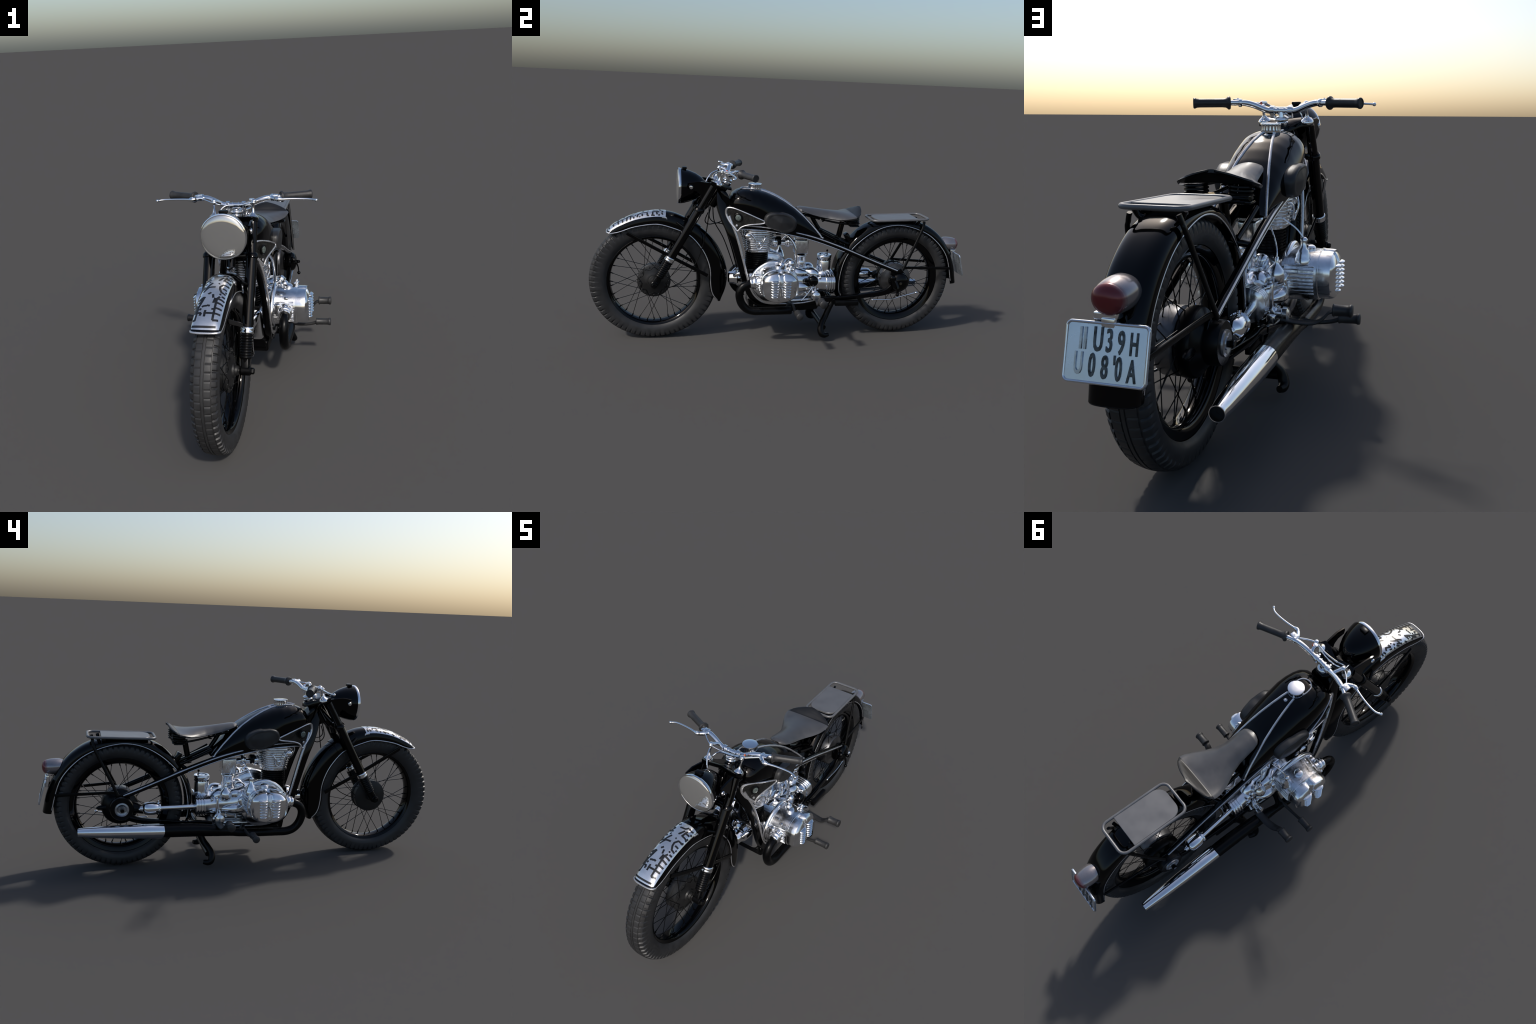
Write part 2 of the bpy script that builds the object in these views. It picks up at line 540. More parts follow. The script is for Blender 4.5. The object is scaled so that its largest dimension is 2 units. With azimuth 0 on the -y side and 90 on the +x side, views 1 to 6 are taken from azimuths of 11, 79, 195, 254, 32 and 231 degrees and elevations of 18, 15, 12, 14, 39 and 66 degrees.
def guard_obj(G):
    b = Builder()
    b.grid_shell(G.grid(), .003)
    g = b.make('mudguard', M_BLACK, bike, 40)
    return g
fg, rg = guard_obj(FG), guard_obj(RG)
def edge_stripe(G, s0, s1, r, tip=False):
    def f(b):
        ss = np.linspace(s0, s1, 60)
        b.tube([G.pt(s, .985, .001) for s in ss], r, seg=8, smooth=False)
    return f
pair('pinstripe', edge_stripe(FG, .0, .985, .0032), M_SILVER, fg)
pair('pinstripe', edge_stripe(RG, .02, .985, .0027), M_SILVER, rg)
single('lip', lambda b: b.tube([FG.pt(0, a, .001) for a in np.linspace(-1, 1, 30)], .004, seg=8, smooth=False), M_SILVER, fg)
single('lip', lambda b: b.tube([FG.pt(.993, a, .0) for a in np.linspace(-1, 1, 30)], .0028, seg=8, smooth=False), M_SILVER, fg)
single('lip', lambda b: b.tube([RG.pt(1, a, .0) for a in np.linspace(-1, 1, 30)], .003, seg=8, smooth=False), M_BLACK, rg)

# plate painted on the crown of the steering guard, with raised strokes
S0, S1 = .012, .335
def crown(s, v, off):
    return FG.pt(S0 + (S1 - S0) * s, v * .64, off)
def crown_plate(b):
    G = [[crown(s, v, .0022) for v in np.linspace(-1, 1, 25)] for s in np.linspace(0, 1, 50)]
    b.grid_shell(G, .002)
    for q in (1, -1):   # the trailing corner runs down the flank
        b.tube([crown(.94, q, .0015), FG.pt(.338, q * .66, .0015), FG.pt(.345, q * .74, .001)], [.006, .005, .002], seg=8)
single('crown_plate', crown_plate, M_PLATE, fg, 50)
STROKES = [  # (v, s) polylines: v across (+x positive), s from the tip backwards
    [(-.92, .035), (.62, .035)], [(.28, .115), (.26, .43), (.42, .47)], [(.28, .115), (.72, .12)], [(.28, .21), (.80, .20)], [(.28, .29), (.82, .275)],
    [(.30, .37), (.85, .345)], [(.34, .43), (.88, .41)], [(-.12, .21), (.26, .21)], [(.12, .36), (.16, .44)],
    [(-.88, .11), (-.62, .11), (-.56, .21), (-.24, .21)], [(-.78, .20), (-.66, .31)], [(-.56, .21), (-.52, .31), (-.70, .30)],
    [(-.5, .31), (-.36, .38), (-.26, .455)], [(-.72, .40), (-.30, .45)], [(-.70, .36), (-.40, .37), (-.52, .43)],
    [(-.30, .30), (-.18, .31), (-.04, .315)], [(-.05, .325), (.02, .315)],
    [(.78, .53), (.42, .545), (.26, .60), (.22, .65), (.38, .70), (.86, .70)], [(.42, .62), (.78, .615)], [(.62, .69), (.86, .72)],
    [(-.48, .545), (-.22, .63), (.02, .64)], [(-.62, .60), (-.34, .63), (-.10, .73)], [(-.80, .56), (-.55, .66)],
    [(.08, .71), (.14, .72)], [(-.58, .70), (-.42, .715)], [(-.86, .62), (-.7, .68)],
    [(.30, .78), (.36, .88), (.45, .89)], [(.36, .79), (.74, .785)], [(.38, .85), (.76, .86)], [(.04, .79), (.20, .88)],
    [(-.24, .80), (-.52, .78), (-.34, .86), (-.6, .875)], [(-.10, .90), (.12, .91), (.25, .955)], [(-.75, .77), (-.68, .82)],
    [(.10, .27), (.20, .27)], [(-.40, .25), (-.30, .275)], [(-.86, .30), (-.76, .34)], [(.06, .44), (.02, .50)], [(-.12, .50), (-.02, .53)], [(.52, .475), (.82, .47)],
    [(-.92, .45), (-.72, .50)], [(.34, .50), (.44, .515)], [(-.34, .75), (-.22, .745)], [(.06, .83), (.12, .80)], [(.84, .57), (.70, .57)], [(-.88, .72), (-.72, .73)], [(.30, .955), (.44, .93)],
    [(-.20, .96), (-.36, .935)], [(.80, .76), (.86, .82)], [(.74, .90), (.88, .88)], [(-.06, .16), (-.06, .25)], [(-.30, .17), (-.24, .21)],
    [(.52, .93), (.76, .95)], [(-.55, .93), (-.8, .90)], [(-.82, .955), (-.5, .965)],
]
def ribbon(b, poly, hw, fn, step=.04):
    """raised flat stroke following a curved surface"""
    pts = []
    for (a, c) in zip(poly[:-1], poly[1:]):
        a, c = np.array(a), np.array(c)
        k = max(2, int(np.linalg.norm((c - a) * V(1, 3)) / step))
        for i in range(k):
            pts.append(a + (c - a) * i / k)
    pts.append(np.array(poly[-1]))
    P3 = [fn(p[0], p[1], .0045) for p in pts]
    rings = []
    for i, p in enumerate(pts):
        t = norm(P3[min(i + 1, len(P3) - 1)] - P3[max(i - 1, 0)])
        n = norm(fn(p[0], p[1], .006) - fn(p[0], p[1], .003))
        s = np.cross(n, t)
        c = P3[i]
        rings.append([c + s * hw - n * .0028, c + s * hw * .9, c - s * hw * .9, c - s * hw - n * .0028])
    b.rings(rings)
def crown_text(b):
    for st in STROKES:
        ribbon(b, st, .0046, lambda v, s, o: crown(s, v, o))
single('crown_lettering', crown_text, M_INK, fg, 60)
pair('stay', lambda b: b.beam([(.063, -.806, .564), (.078, -.612, .460), (.066, -.402, .343)], .008, .017), M_BLACK, fg)
pair('stay', lambda b: b.tube([(.058, -.56, .62), (.075, -.53, .60), (.082, -.505, .585)], .007), M_BLACK, fg)
# clip across the guard behind the fork
single('clip', lambda b: b.grid_shell([[FG.pt(s, a, .004) for a in np.linspace(-.9, .9, 25)] for s in np.linspace(.50, .535, 4)], .004), M_BLACK, fg)

# ------------------------------------------------------------------ fork
fork = empty('fork', bike)
def fk(z, x=.086):
    return V(x, -.452 + .565 * (z - .689), z)
def leg(b):
    b.cyl(fk(.808, .082), fk(.68, .085), .0190, seg=24)
    b.lathe([(.0225, 0), (.026, .003), (.026, .016), (.0225, .02)], fk(.68), fk(.72) - fk(.68), 28)
    b.cyl(fk(.70, .085), fk(.438, .081), .0225, .0230, seg=28, bev=.001)
pair('fork_leg', leg, M_BLACK, fork)
def bellow(b):
    d = norm(fk(.31) - fk(.45))
    base = fk(.443, .081)
    b.mat(1).lathe([(.024, -.004), (.0265, 0), (.0265, .006), (.0245, .010), (.0262, .013), (.0262, .019), (.0235, .022)], base, d, 30)
    prof = []
    for i in range(9):
        h = .022 + i * .0105
        prof += [(.0205, h), (.0255 - i * .0002, h + .003), (.0255 - i * .0002, h + .0065), (.0205, h + .0095)]
    b.mat(0).lathe(prof + [(.018, .118), (.016, .15)], base, d, 30)
pair('bellows', bellow, [M_BLACK_DULL, M_CHROME], fork, 60)
def leg_end(b):
    b.beam([fk(.345, .080), fk(.318, .082), fk(.295, .084)], .028, [.03, .036, .03])
    b.cyl((.066, FW[0], FW[1]), (.104, FW[0], FW[1]), .018, seg=20, bev=.003)
pair('axle_clamp', leg_end, M_BLACK_DULL, fork)
def yoke(b):
    # upper bridge
    o = [(.102, -.372), (.098, -.352), (.06, -.345), (.032, -.30), (.02, -.285), (-.02, -.285), (-.032, -.30), (-.06, -.345),
         (-.098, -.352), (-.102, -.372), (-.09, -.395), (-.06, -.395), (0, -.375), (.06, -.395), (.09, -.395)]
    b.slab(o, lambda u, v, w: (u, v, w + (v + .35) * -.35), .800, .819, .003)
    # lower bridge
    b.box((0, -.442, .688), (.16, .038, .024), .008)
    b.cyl((0, -.318, .80), (0, -.432, .690), .024, seg=20)
    b.cyl((0, -.440, .69), (0, -.458, .645), .018, seg=20)
single('yoke', yoke, M_BLACK, fork)
# headlight ears
def ear(b):
    o = [(-.502, .826), (-.46, .833), (-.40, .826), (-.372, .822), (-.368, .80), (-.395, .745), (-.425, .70), (-.446, .712),
         (-.443, .738), (-.449, .765), (-.468, .784), (-.502, .790)]
    fn = lambda u, v, w: (w + (.0 if u > -.44 else (u + .44) * -.02) - max(0, (u + .42)) * .25, u, v)
    b.slab(o, fn, .086, .094, .002)
    b.cyl((.088, -.494, .806), (.096, -.494, .806), .013, seg=20, bev=.002)
pair('headlight_bracket', ear, M_BLACK, fork, 30)
pair('bracket_bolt', lambda b: b.lathe([(.0105, 0), (.0105, .004), (.008, .007), (.001, .008)], (.094, -.494, .803), 'x', 20), M_CHROME, fork)

# ------------------------------------------------------------------ headlight
HL = V(0, -.543, .795)
head = single('headlight', lambda b: b.lathe([(.0005, .134), (.012, .132), (.030, .123), (.050, .103), (.067, .075), (.079, .045), (.0865, .018), (.089, .002), (.089, -.004), (.07, -.004)],
              HL, 'y', 56), M_BLACK, bike)
single('trim_ring', lambda b: b.lathe([(.0890, .001), (.0906, -.002), (.0908, -.007), (.0900, -.011), (.0868, -.0125), (.0868, -.008), (.0890, .000)], HL, 'y', 64, caps=False), M_CHROME, head)
single('lens', lambda b: b.lathe([(.0872, -.008), (.0835, -.0120), (.079, -.0145), (.072, -.0165), (.06, -.0182), (.04, -.0197), (.02, -.0205), (.0005, -.0208)], HL, 'y', 64), M_MIRROR, head, 60)
single('lamp_switch', lambda b: (b.box((0, -.523, .886), (.034, .022, .012), .003), b.cyl((0, -.523, .875), (0, -.523, .882), .009)), M_BLACK_DULL, head)

# ------------------------------------------------------------------ handlebar
BAR = [(0, -.302, .856), (.035, -.300, .856), (.06, -.297, .860), (.095, -.289, .874), (.125, -.281, .882), (.15, -.273, .883), (.185, -.257, .8825), (.22, -.2425, .882)]
full = [(-x, y, z) for x, y, z in reversed(BAR[1:])] + BAR
hbar = single('handlebar', lambda b: b.tube(full, [.0095 if abs(p[0]) > .14 else .0112 for p in full], seg=18, n=8), M_CHROME, bike)
def grip(b):
    p0, p1 = V(.178, -.262, .8825), V(.298, -.2075, .8805)
    L = np.linalg.norm(p1 - p0)
    b.lathe([(.010, 0), (.021, .0005), (.0232, .004), (.0232, .008), (.0195, .012), (.0163, .017), (.0152, .03), (.0152, L - .022),
             (.0160, L - .012), (.0185, L - .007), (.0188, L - .002), (.017, L), (.0145, L + .0005), (.0135, L - .0015), (.001, L - .0015)], p0, p1 - p0, 28)
pair('grip', grip, M_RUBBER, hbar, 50)
def lever(b):
    b.tube([(.146, -.279, .884), (.150, -.296, .885), (.166, -.311, .885)], [.0125, .010, .009], seg=12)
    b.tube([(.166, -.312, .885), (.178, -.314, .884), (.190, -.313, .883)], [.008, .0105, .008], seg=12)
    b.tube([(.186, -.313, .883), (.222, -.306, .883), (.262, -.3015, .882), (.296, -.301, .881), (.314, -.305, .880), (.326, -.3125, .879)],
           [.0058, .0046, .0042, .0040, .0040, .0040], seg=10)
    b.ball((.328, -.314, .879), .0068, 12)
    b.lathe([(.013, -.006), (.0145, -.003), (.0145, .004), (.013, .006)], (.146, -.275, .883), (1, .45, 0), 20)
    b.cyl((.178, -.314, .875), (.178, -.314, .895), .0045, seg=12, bev=.001)
pair('lever', lever, M_CHROME, hbar, 55)
def riser(b):
    b.lathe([(.023, -.008), (.0235, -.002), (.019, .004), (.012, .010), (.007, .016), (.0052, .022), (.005, .050), (.0085, .053), (.0095, .058),
             (.0085, .064), (.005, .067)], (.080, -.360, .822), (0.02, .33, 1), 20)
    b.ball((.082, -.337, .884), (.011, .012, .008), 12)
    b.tube([(.082, -.337, .882), (.07, -.31, .873), (.062, -.298, .862)], .0075, seg=10)
pair('riser', riser, M_CHROME, hbar, 55)
def clamp(b):
    a = V(1, 0, 0)
    b.lathe([(.012, -.009), (.0165, -.008), (.0165, .008), (.012, .009)], (.033, -.300, .857), 'x', 20)
    b.box((.033, -.306, .842), (.016, .016, .026), .003)
    b.cyl((.033, -.314, .83), (.033, -.314, .872), .004, seg=8)
    b.lathe([(.011, -.003), (.0145, -.002), (.0145, .002), (.011, .003)], (.012, -.302, .856), 'x', 16)
pair('bar_clamp', clamp, M_CHROME, hbar, 50)
def knob(b):
    b.lathe([(.020, -.022), (.022, -.02), (.022, -.006), (.018, -.003), (.024, .002), (.0255, .006), (.024, .011), (.018, .0145), (.010, .016), (.001, .0165)],
            (0, -.306, .822), (0, .28, 1), 28)
    b.cyl((0, -.30, .832), (0, -.302, .85), .011, seg=16)
single('steering_knob', knob, M_CHROME, hbar, 50)
def cables(b):
    b.tube([(.145, -.290, .884), (.11, -.318, .884), (.08, -.335, .880), (.03, -.337, .868), (-.03, -.345, .866), (-.055, -.368, .845), (-.058, -.385, .815)], .0034, seg=8)
    b.tube([(-.150, -.292, .885), (-.115, -.322, .882), (-.08, -.338, .874), (-.03, -.331, .862), (.03, -.329, .868), (.08, -.334, .888)], .0028, seg=8)
    b.tube([(-.082, -.345, .868), (-.07, -.38, .852), (-.058, -.40, .828), (-.05, -.41, .81)], .0034, seg=8)
single('control_cable', cables, M_CHROME, hbar)
single('switch_pod', lambda b: (b.box((.070, -.322, .884), (.020, .016, .012), .003), b.mat(1).ball((.079, -.318, .882), (.006, .007, .007), 10)), [M_CHROME, M_ORANGE], hbar)
pair('dip_switch', lambda b: (b.box((.158, -.283, .893), (.030, .022, .008), .003), b.cyl((.158, -.283, .892), (.158, -.286, .899), .004, seg=8)), M_CHROME, hbar)
def front_cables(b):
    b.tube([(.05, -.40, .70), (.066, -.403, .655), (.07, -.418, .553), (.07, -.452, .435), (.068, -.52, .325), (.062, -.588, .282), (.05, -.62, .28)], .0026, seg=8)
    b.tube([(.03, -.38, .70), (.035, -.37, .62), (.04, -.32, .53), (.035, -.263, .38)], .0026, seg=8)
    b.tube([(-.03, -.38, .70), (-.04, -.39, .63), (-.03, -.36, .60), (0, -.33, .615), (.04, -.336, .625)], .0026, seg=8)
    b.tube([(.05, -.405, .67), (.058, -.42, .63), (.05, -.40, .61), (.03, -.35, .612), (.03, -.31, .60)], .0026, seg=8)
single('cable_loom', front_cables, M_BLACK_DULL, fork)

# ------------------------------------------------------------------ frame
frame = empty('frame', bike)
def head_lug(b):
    # steering-head casting fanning into the two down beams
    b.cyl((0, -.392, .70), (0, -.325, .805), .030, seg=24, bev=.003)
    secs = [(-.352, .755, .030, .09), (-.338, .742, .040, .12), (-.318, .726, .049, .135), (-.292, .708, .057, .13)]
    rings = []
    for y, z, hw, h in secs:
        o = []
        for t in np.arange(20) * 2 * PI / 20:
            c, s = math.cos(t), math.sin(t)
            o.append((hw * math.copysign(abs(c) ** .6, c), y - s * .02, z + h / 2 * math.copysign(abs(s) ** .6, s)))
        rings.append(o)
    b.rings(rings)
single('steering_head', head_lug, M_BLACK, frame)
DOWN = [(.016, -.345, .770), (.038, -.334, .70), (.062, -.307, .62), (.078, -.277, .55), (.086, -.2455, .45), (.088, -.219, .355), (.088, -.199, .29),
        (.087, -.172, .237), (.086, -.130, .201), (.084, -.08, .187), (.082, .0, .185), (.082, .10, .188), (.082, .19, .205)]
DEP = [.04, .048, .047, .042, .038, .036, .034, .034, .030, .026, .024, .024, .026]
def down(b):
    b.beam(DOWN, [.026, .026] + [.026] * 11, DEP)
pair('cradle_beam', down, M_BLACK, frame)
def _stripe_pts(depths):
    A = catmull([tuple(p) + (d,) for p, d in zip(DOWN, depths)], 6)
    out = []
    for i, p in enumerate(A):
        t = norm(A[min(i + 1, len(A) - 1), :3] - A[max(i - 1, 0), :3])
        s = norm(V(1, 0, 0) - t * t[0])
        u = np.cross(t, s)
        if u[1] < 0 and p[2] > .3: u = -u
        out.append((p[:3], u, s, p[3]))
    return out
def dstripe(b):
    pts = []
    u0 = None
    for p, u, s, d in _stripe_pts(DEP)[10:]:
        if u0 is not None and np.dot(u, u0) < 0: u = -u
        u0 = u
        pts.append(p + u * (d / 2 - .003) + s * .0115)
    k = len(pts)
    b.tube(pts, [interp([0, .2, .5, 1], [.0075, .0065, .0050, .0038], i / k) for i in range(k)], seg=10, smooth=False)
pair('pinstripe', dstripe, M_SILVER, frame)
TOP = [(.070, -.262, .603), (.076, -.20, .603), (.084, -.08, .594), (.087, .06, .568), (.087, .17, .538), (.085, .31, .487), (.081, .46, .424), (.079, .615, .362)]
pair('tank_beam', lambda b: b.beam(TOP, [.022] * 8, [.018, .022, .026, .028, .028, .027, .026, .024], corner=.7), M_BLACK, frame)
def tstripe(b):
    b.tube([V(*p) + V(.0105, 0, .006) for p in TOP], .0036, seg=8)
pair('pinstripe', tstripe, M_SILVER, frame)
def lstripe(b):
    b.tube([V(*p) + V(.008, 0, -.0125) for p in TOP[:6]], .0026, seg=8)
pair('pinstripe', lstripe, M_SILVER, frame)
LOW = [(.082, .17, .20), (.083, .25, .214), (.084, .315, .217), (.083, .45, .231), (.081, .55, .245), (.080, .60, .272), (.080, .63, .30)]
pair('chain_beam', lambda b: b.beam(LOW, .020, [.03, .03, .024, .026, .03, .044, .05]), M_BLACK, frame)
def dropout(b):
    b.slab([(.585, .36), (.64, .375), (.665, .345), (.67, .29), (.645, .255), (.60, .25), (.578, .30)], lambda u, v, w: (w, u, v), .073, .083, .002)
pair('axle_plate', dropout, M_BLACK, frame, 30)
def crossbars(b):
    b.tube([(-.082, .262, .212), (.082, .262, .212)], .012)
    b.tube([(-.086, .315, .487), (0, .345, .50), (.086, .315, .487)], .010)
    b.box((0, .275, .535), (.03, .20, .026), .006, rot=('X', math.radians(-24)))
    b.box((0, .352, .525), (.055, .024, .065), .005, rot=('X', math.radians(28)))
    b.tube([(.058, .19, .575), (.052, .26, .54), (.046, .34, .505)], .009)
    b.tube([(-.058, .19, .575), (-.052, .26, .54), (-.046, .34, .505)], .009)
single('cross_tube', crossbars, M_BLACK, frame)
# triangular side panels with roundel
def px(y):
    return interp([-.32, -.29, -.25, -.19, -.12], [.056, .076, .099, .1165, .1265], y)
PANEL = [(-.299, .700), (-.27, .697), (-.214, .678), (-.165, .658), (-.126, .640), (-.139, .629), (-.203, .620), (-.240, .606), (-.258, .585), (-.272, .60), (-.30, .635), (-.313, .665), (-.312, .69)]
def panel(b):
    P = catmull([p + (0,) for p in PANEL], 4, True)[:, :2]
    b.slab(P, lambda u, v, w: (px(u) + w, u, v), -.02, .0, .002)
pair('side_panel', panel, M_PANEL, frame, 30)
pair('pinstripe', lambda b: b.tube([(px(y) + .001, y, z) for y, z in PANEL], [(.0065 if i > 8 else .0048) if i > 7 or i < 1 else .0034 for i in range(len(PANEL))], seg=8, n=5, closed=True), M_SILVER, frame)
def badge(b):
    c = V(px(-.256) - .001, -.256, .654)
    ax = norm(V(1, -.35, 0))
    b.lathe([(.021, 0), (.022, .003), (.019, .005), (.0165, .004)], c, ax, 28)
    b.mat(1).lathe([(.0145, .003), (.0145, .0055), (.012, .0065), (.001, .007)], c, ax, 24)
pair('badge', badge, [M_BLACK_DULL, M_BADGE], frame)
pair('panel_bolt', lambda b: b.lathe([(.006, 0), (.006, .003), (.001, .005)], (px(-.262), -.262, .612), (1, -.3, 0), 12), M_SILVER, frame)

# ------------------------------------------------------------------ tank
TY = [-.298, -.293, -.28, -.255, -.225, -.19, -.15, -.11, -.06, -.01, .04, .09, .14, .175, .195]
TZT = [.728, .745, .764, .781, .790, .7905, .786, .776, .757, .732, .702, .664, .617, .578, .556]
TZB = [.704, .700, .697, .690, .680, .667, .648, .612, .590, .584, .575, .565, .555, .548, .546]
TW = [.045, .070, .090, .105, .113, .120, .124, .125, .124, .119, .112, .104, .096, .090, .086]
def tank(b):
    ys = np.linspace(TY[0], TY[-1], 60)
    rings = []
    for y in ys:
        zt, zb, w = (interp(TY, A, y) for A in (TZT, TZB, TW))
        o = []
        for t in np.linspace(0, PI, 31):
            c, s = math.cos(t), math.sin(t)
            k = abs(s) ** .80
            wid = w * (1 - .10 * (1 - k) ** 2)
            x = wid * math.copysign(abs(c) ** .72, c)
            o.append((x, y, zb + (zt - zb) * k))
        o += [(-w * .55, y, zb - .004), (w * .55, y, zb - .004)]
        rings.append(o)
    b.rings(rings)
def core(b):
    rings = []
    for y, hw, z0, z1 in [(-.306, .040, .64, .70), (-.285, .058, .622, .70), (-.25, .074, .607, .70), (-.20, .088, .602, .69), (-.15, .098, .598, .68), (-.09, .108, .594, .66)]:
        rings.append([(hw * math.copysign(abs(math.cos(t)) ** .45, math.cos(t)), y, (z0 + z1) / 2 + (z1 - z0) / 2 * math.copysign(abs(math.sin(t)) ** .45, math.sin(t))) for t in np.arange(28) * 2 * PI / 28])
    b.rings(rings)
single('frame_gusset', core, M_BLACK, frame, 40)
tk = single('fuel_tank', tank, M_BLACK, bike, 40)
def tank_x(y, z):
    zt, zb, w = (interp(TY, A, y) for A in (TZT, TZB, TW))
    k = min(1, max(0, (z - zb) / (zt - zb)))
    s = k ** (1 / .8)
    c = math.sqrt(max(0, 1 - s * s))
    return w * (1 - .10 * (1 - k) ** 2) * c ** .72
def tank_z(y, x):
    zt, zb, w = (interp(TY, A, y) for A in (TZT, TZB, TW))
    lo, hi = zb, zt
    for _ in range(40):
        mid = (lo + hi) / 2
        if tank_x(y, mid) > x: lo = mid
        else: hi = mid
    return lo
def seam(b):
    ctrl = [(.020, -.135), (.026, -.10), (.037, -.04), (.049, .02), (.057, .06), (.066, .10), (.075, .145), (.083, .18), (.086, .193)]
    A = catmull([p + (0,) for p in ctrl], 5)
    b.tube([(x, y, tank_z(y, x) + .0002) for x, y, _ in A], .0048, seg=8, smooth=False)
pair('pinstripe', seam, M_SILVER, tk)
single('pinstripe', lambda b: b.tube([(x, y, tank_z(y, abs(x)) + .001) for x, y in [(-.03, -.16), (-.034, -.19), (-.026, -.222), (0, -.236), (.026, -.222), (.034, -.19), (.03, -.16)]], .003, seg=8), M_SILVER, tk)
def cap(b):
    b.lathe([(.034, 0), (.034, .006), (.030, .008)], (0, -.163, .783), 'z', 40)
    prof_n = 72
    rings = []
    for r0, h in [(.0335, .790), (.0342, .792), (.0342, .806), (.0352, .808), (.0355, .811), (.0345, .8135), (.030, .815), (.015, .8162), (.001, .8165)]:
        ring = []
        for i in range(prof_n):
            a = 2 * PI * i / prof_n
            r = r0 - (.0016 if (.791 < h < .807 and i % 4 < 2) else 0)
            ring.append((r * math.cos(a), -.163 + r * math.sin(a), h))
        rings.append(ring)
    b.rings(rings)
single('filler_cap', cap, M_CHROME, tk, 35)
single('tank_button', lambda b: b.lathe([(.008, -.004), (.008, .002), (.005, .0045), (.001, .005)], (0, -.108, .7755), 'z', 16), M_SILVER, tk)
def knee(b):
    c = V(.119, -.044, .637)
    tl = math.radians(-13)
    ey, ez = V(0, math.cos(tl), math.sin(tl)), V(0, -math.sin(tl), math.cos(tl))
    ex = V(1, 0, 0)
    rings = []
    for sc, w in [(.97, -.03), (1.0, -.012), (1.0, .008), (.975, .016), (.92, .0215), (.84, .0235), (.76, .022), (.68, .0225), (.3, .0245), (.02, .025)]:
        ring = []
        for i in range(48):
            t = 2 * PI * i / 48
            cc, ss = math.cos(t), math.sin(t)
            a = .0865 * math.copysign(abs(cc) ** .85, cc)
            hgt = .050 if cc > 0 else .046
            d = hgt * math.copysign(abs(ss) ** .8, ss)
            lean = (.10 * d - 2.8 * max(0, d) ** 2) * sc
            ring.append(c + ey * a * sc + ez * d * sc + ex * (w + lean - .035 * abs(a * sc) - (.08 * a * sc if a > 0 else 0)))
        rings.append(ring)
    b.rings(rings)
pair('knee_pad', knee, M_RUBBER, tk, 50)

# ------------------------------------------------------------------ saddle
SY = [.060, .067, .079, .103, .14, .18, .22, .26, .298, .330, .352, .360, .374, .387, .398, .405]
SW = [.016, .034, .046, .052, .054, .058, .070, .090, .109, .119, .121, .119, .108, .087, .055, .010]
SC = [.694, .696, .698, .696, .691, .686, .681, .677, .673, .670, .668, .669, .683, .693, .699, .701]
SD = [.004, .008, .012, .018, .025, .029, .030, .028, .021, .011, .004, .004, .012, .015, .010, .001]
def saddle(b):
    def rows(ys):
        G = []
        for y in ys:
            w, c, d = (interp(SY, A, y) for A in (SW, SC, SD))
            G.append([(w * a, y, c - d * abs(a) ** 2.2 - (.004 if abs(a) > .99 else 0)) for a in np.linspace(-1, 1, 29)])
        return G
    b.grid_shell(rows(np.concatenate([np.linspace(.060, .085, 8), np.linspace(.092, .356, 36)])), -.009)
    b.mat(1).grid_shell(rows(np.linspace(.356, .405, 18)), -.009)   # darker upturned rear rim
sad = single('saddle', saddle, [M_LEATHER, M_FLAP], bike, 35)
def coil(b, p0, p1, R, turns, r):
    p0, p1 = np.array(p0), np.array(p1)
    a, u, w = basis(p1 - p0)
    n = int(turns * 14)
    b.tube([p0 + (p1 - p0) * i / n + R * (math.cos(2 * PI * turns * i / n) * u + math.sin(2 * PI * turns * i / n) * w) for i in range(n + 1)], r, seg=6, smooth=False)
pair('seat_spring', lambda b: coil(b, (.064, .352, .612), (.064, .352, .656), .031, 4.5, .0040), M_BLACK_DULL, sad)
pair('seat_spring', lambda b: coil(b, (.035, .190, .628), (.035, .190, .665), .016, 3.5, .003), M_BLACK_DULL, sad)
def pan(b):
    b.box((0, .355, .612), (.20, .05, .008), .003)
    b.box((0, .352, .628), (.19, .06, .005), .002)
    b.tube([(.095, .37, .622), (.06, .30, .618), (.03, .20, .632), (.02, .10, .655)], .005)
    b.tube([(-.095, .37, .622), (-.06, .30, .618), (-.03, .20, .632), (-.02, .10, .655)], .005)
    b.cyl((0, .315, .615), (0, .292, .500), .0145, seg=20)
    b.tube([(0, .14, .655), (0, .16, .62), (0, .19, .575)], .011)
single('seat_post', pan, M_BLACK, sad)

# ------------------------------------------------------------------ rack
def rackloop(b):
    r = .030
    xs, y0, y1 = .0795, .462, .772
    pts = []
    for cx, cy, a0 in [(xs - r, y1 - r, 0), (-xs + r, y1 - r, 90), (-xs + r, y0 + r, 180), (xs - r, y0 + r, 270)]:
        for k in range(7):
            a = math.radians(a0 + k * 15)
            x, y = cx + r * math.cos(a), cy + r * math.sin(a)
            pts.append((x, y, .636 + (y - .46) * .035))
    b.tube(pts, .0064, seg=12, closed=True, smooth=False)
rack = single('luggage_rack', rackloop, M_RACK, bike)
def rackplate(b):
    xs = .074
    o = [(xs, .712), (xs, .53)] + [(xs - .045 + .045 * math.cos(a), .53 - .045 * math.sin(a)) for a in np.linspace(.2, PI / 2, 6)]
    o = o + [(-x, y) for x, y in reversed(o)]
    b.slab(o, lambda u, v, w: (u, v, w + (v - .46) * .035), .632, .640, .0015)
single('rack_plate', rackplate, M_RACK, rack, 30)
def rackmount(b):
    for y in (.50, .70):
        b.box((0, y, .630), (.11, .02, .014), .003)
    b.tube([(.06, .725, .638), (.05, .72, .62), (.03, .715, .615)], .008)
    b.tube([(-.06, .725, .638), (-.05, .72, .62), (-.03, .715, .615)], .008)
single('rack_bracket', rackmount, M_BLACK, rack)
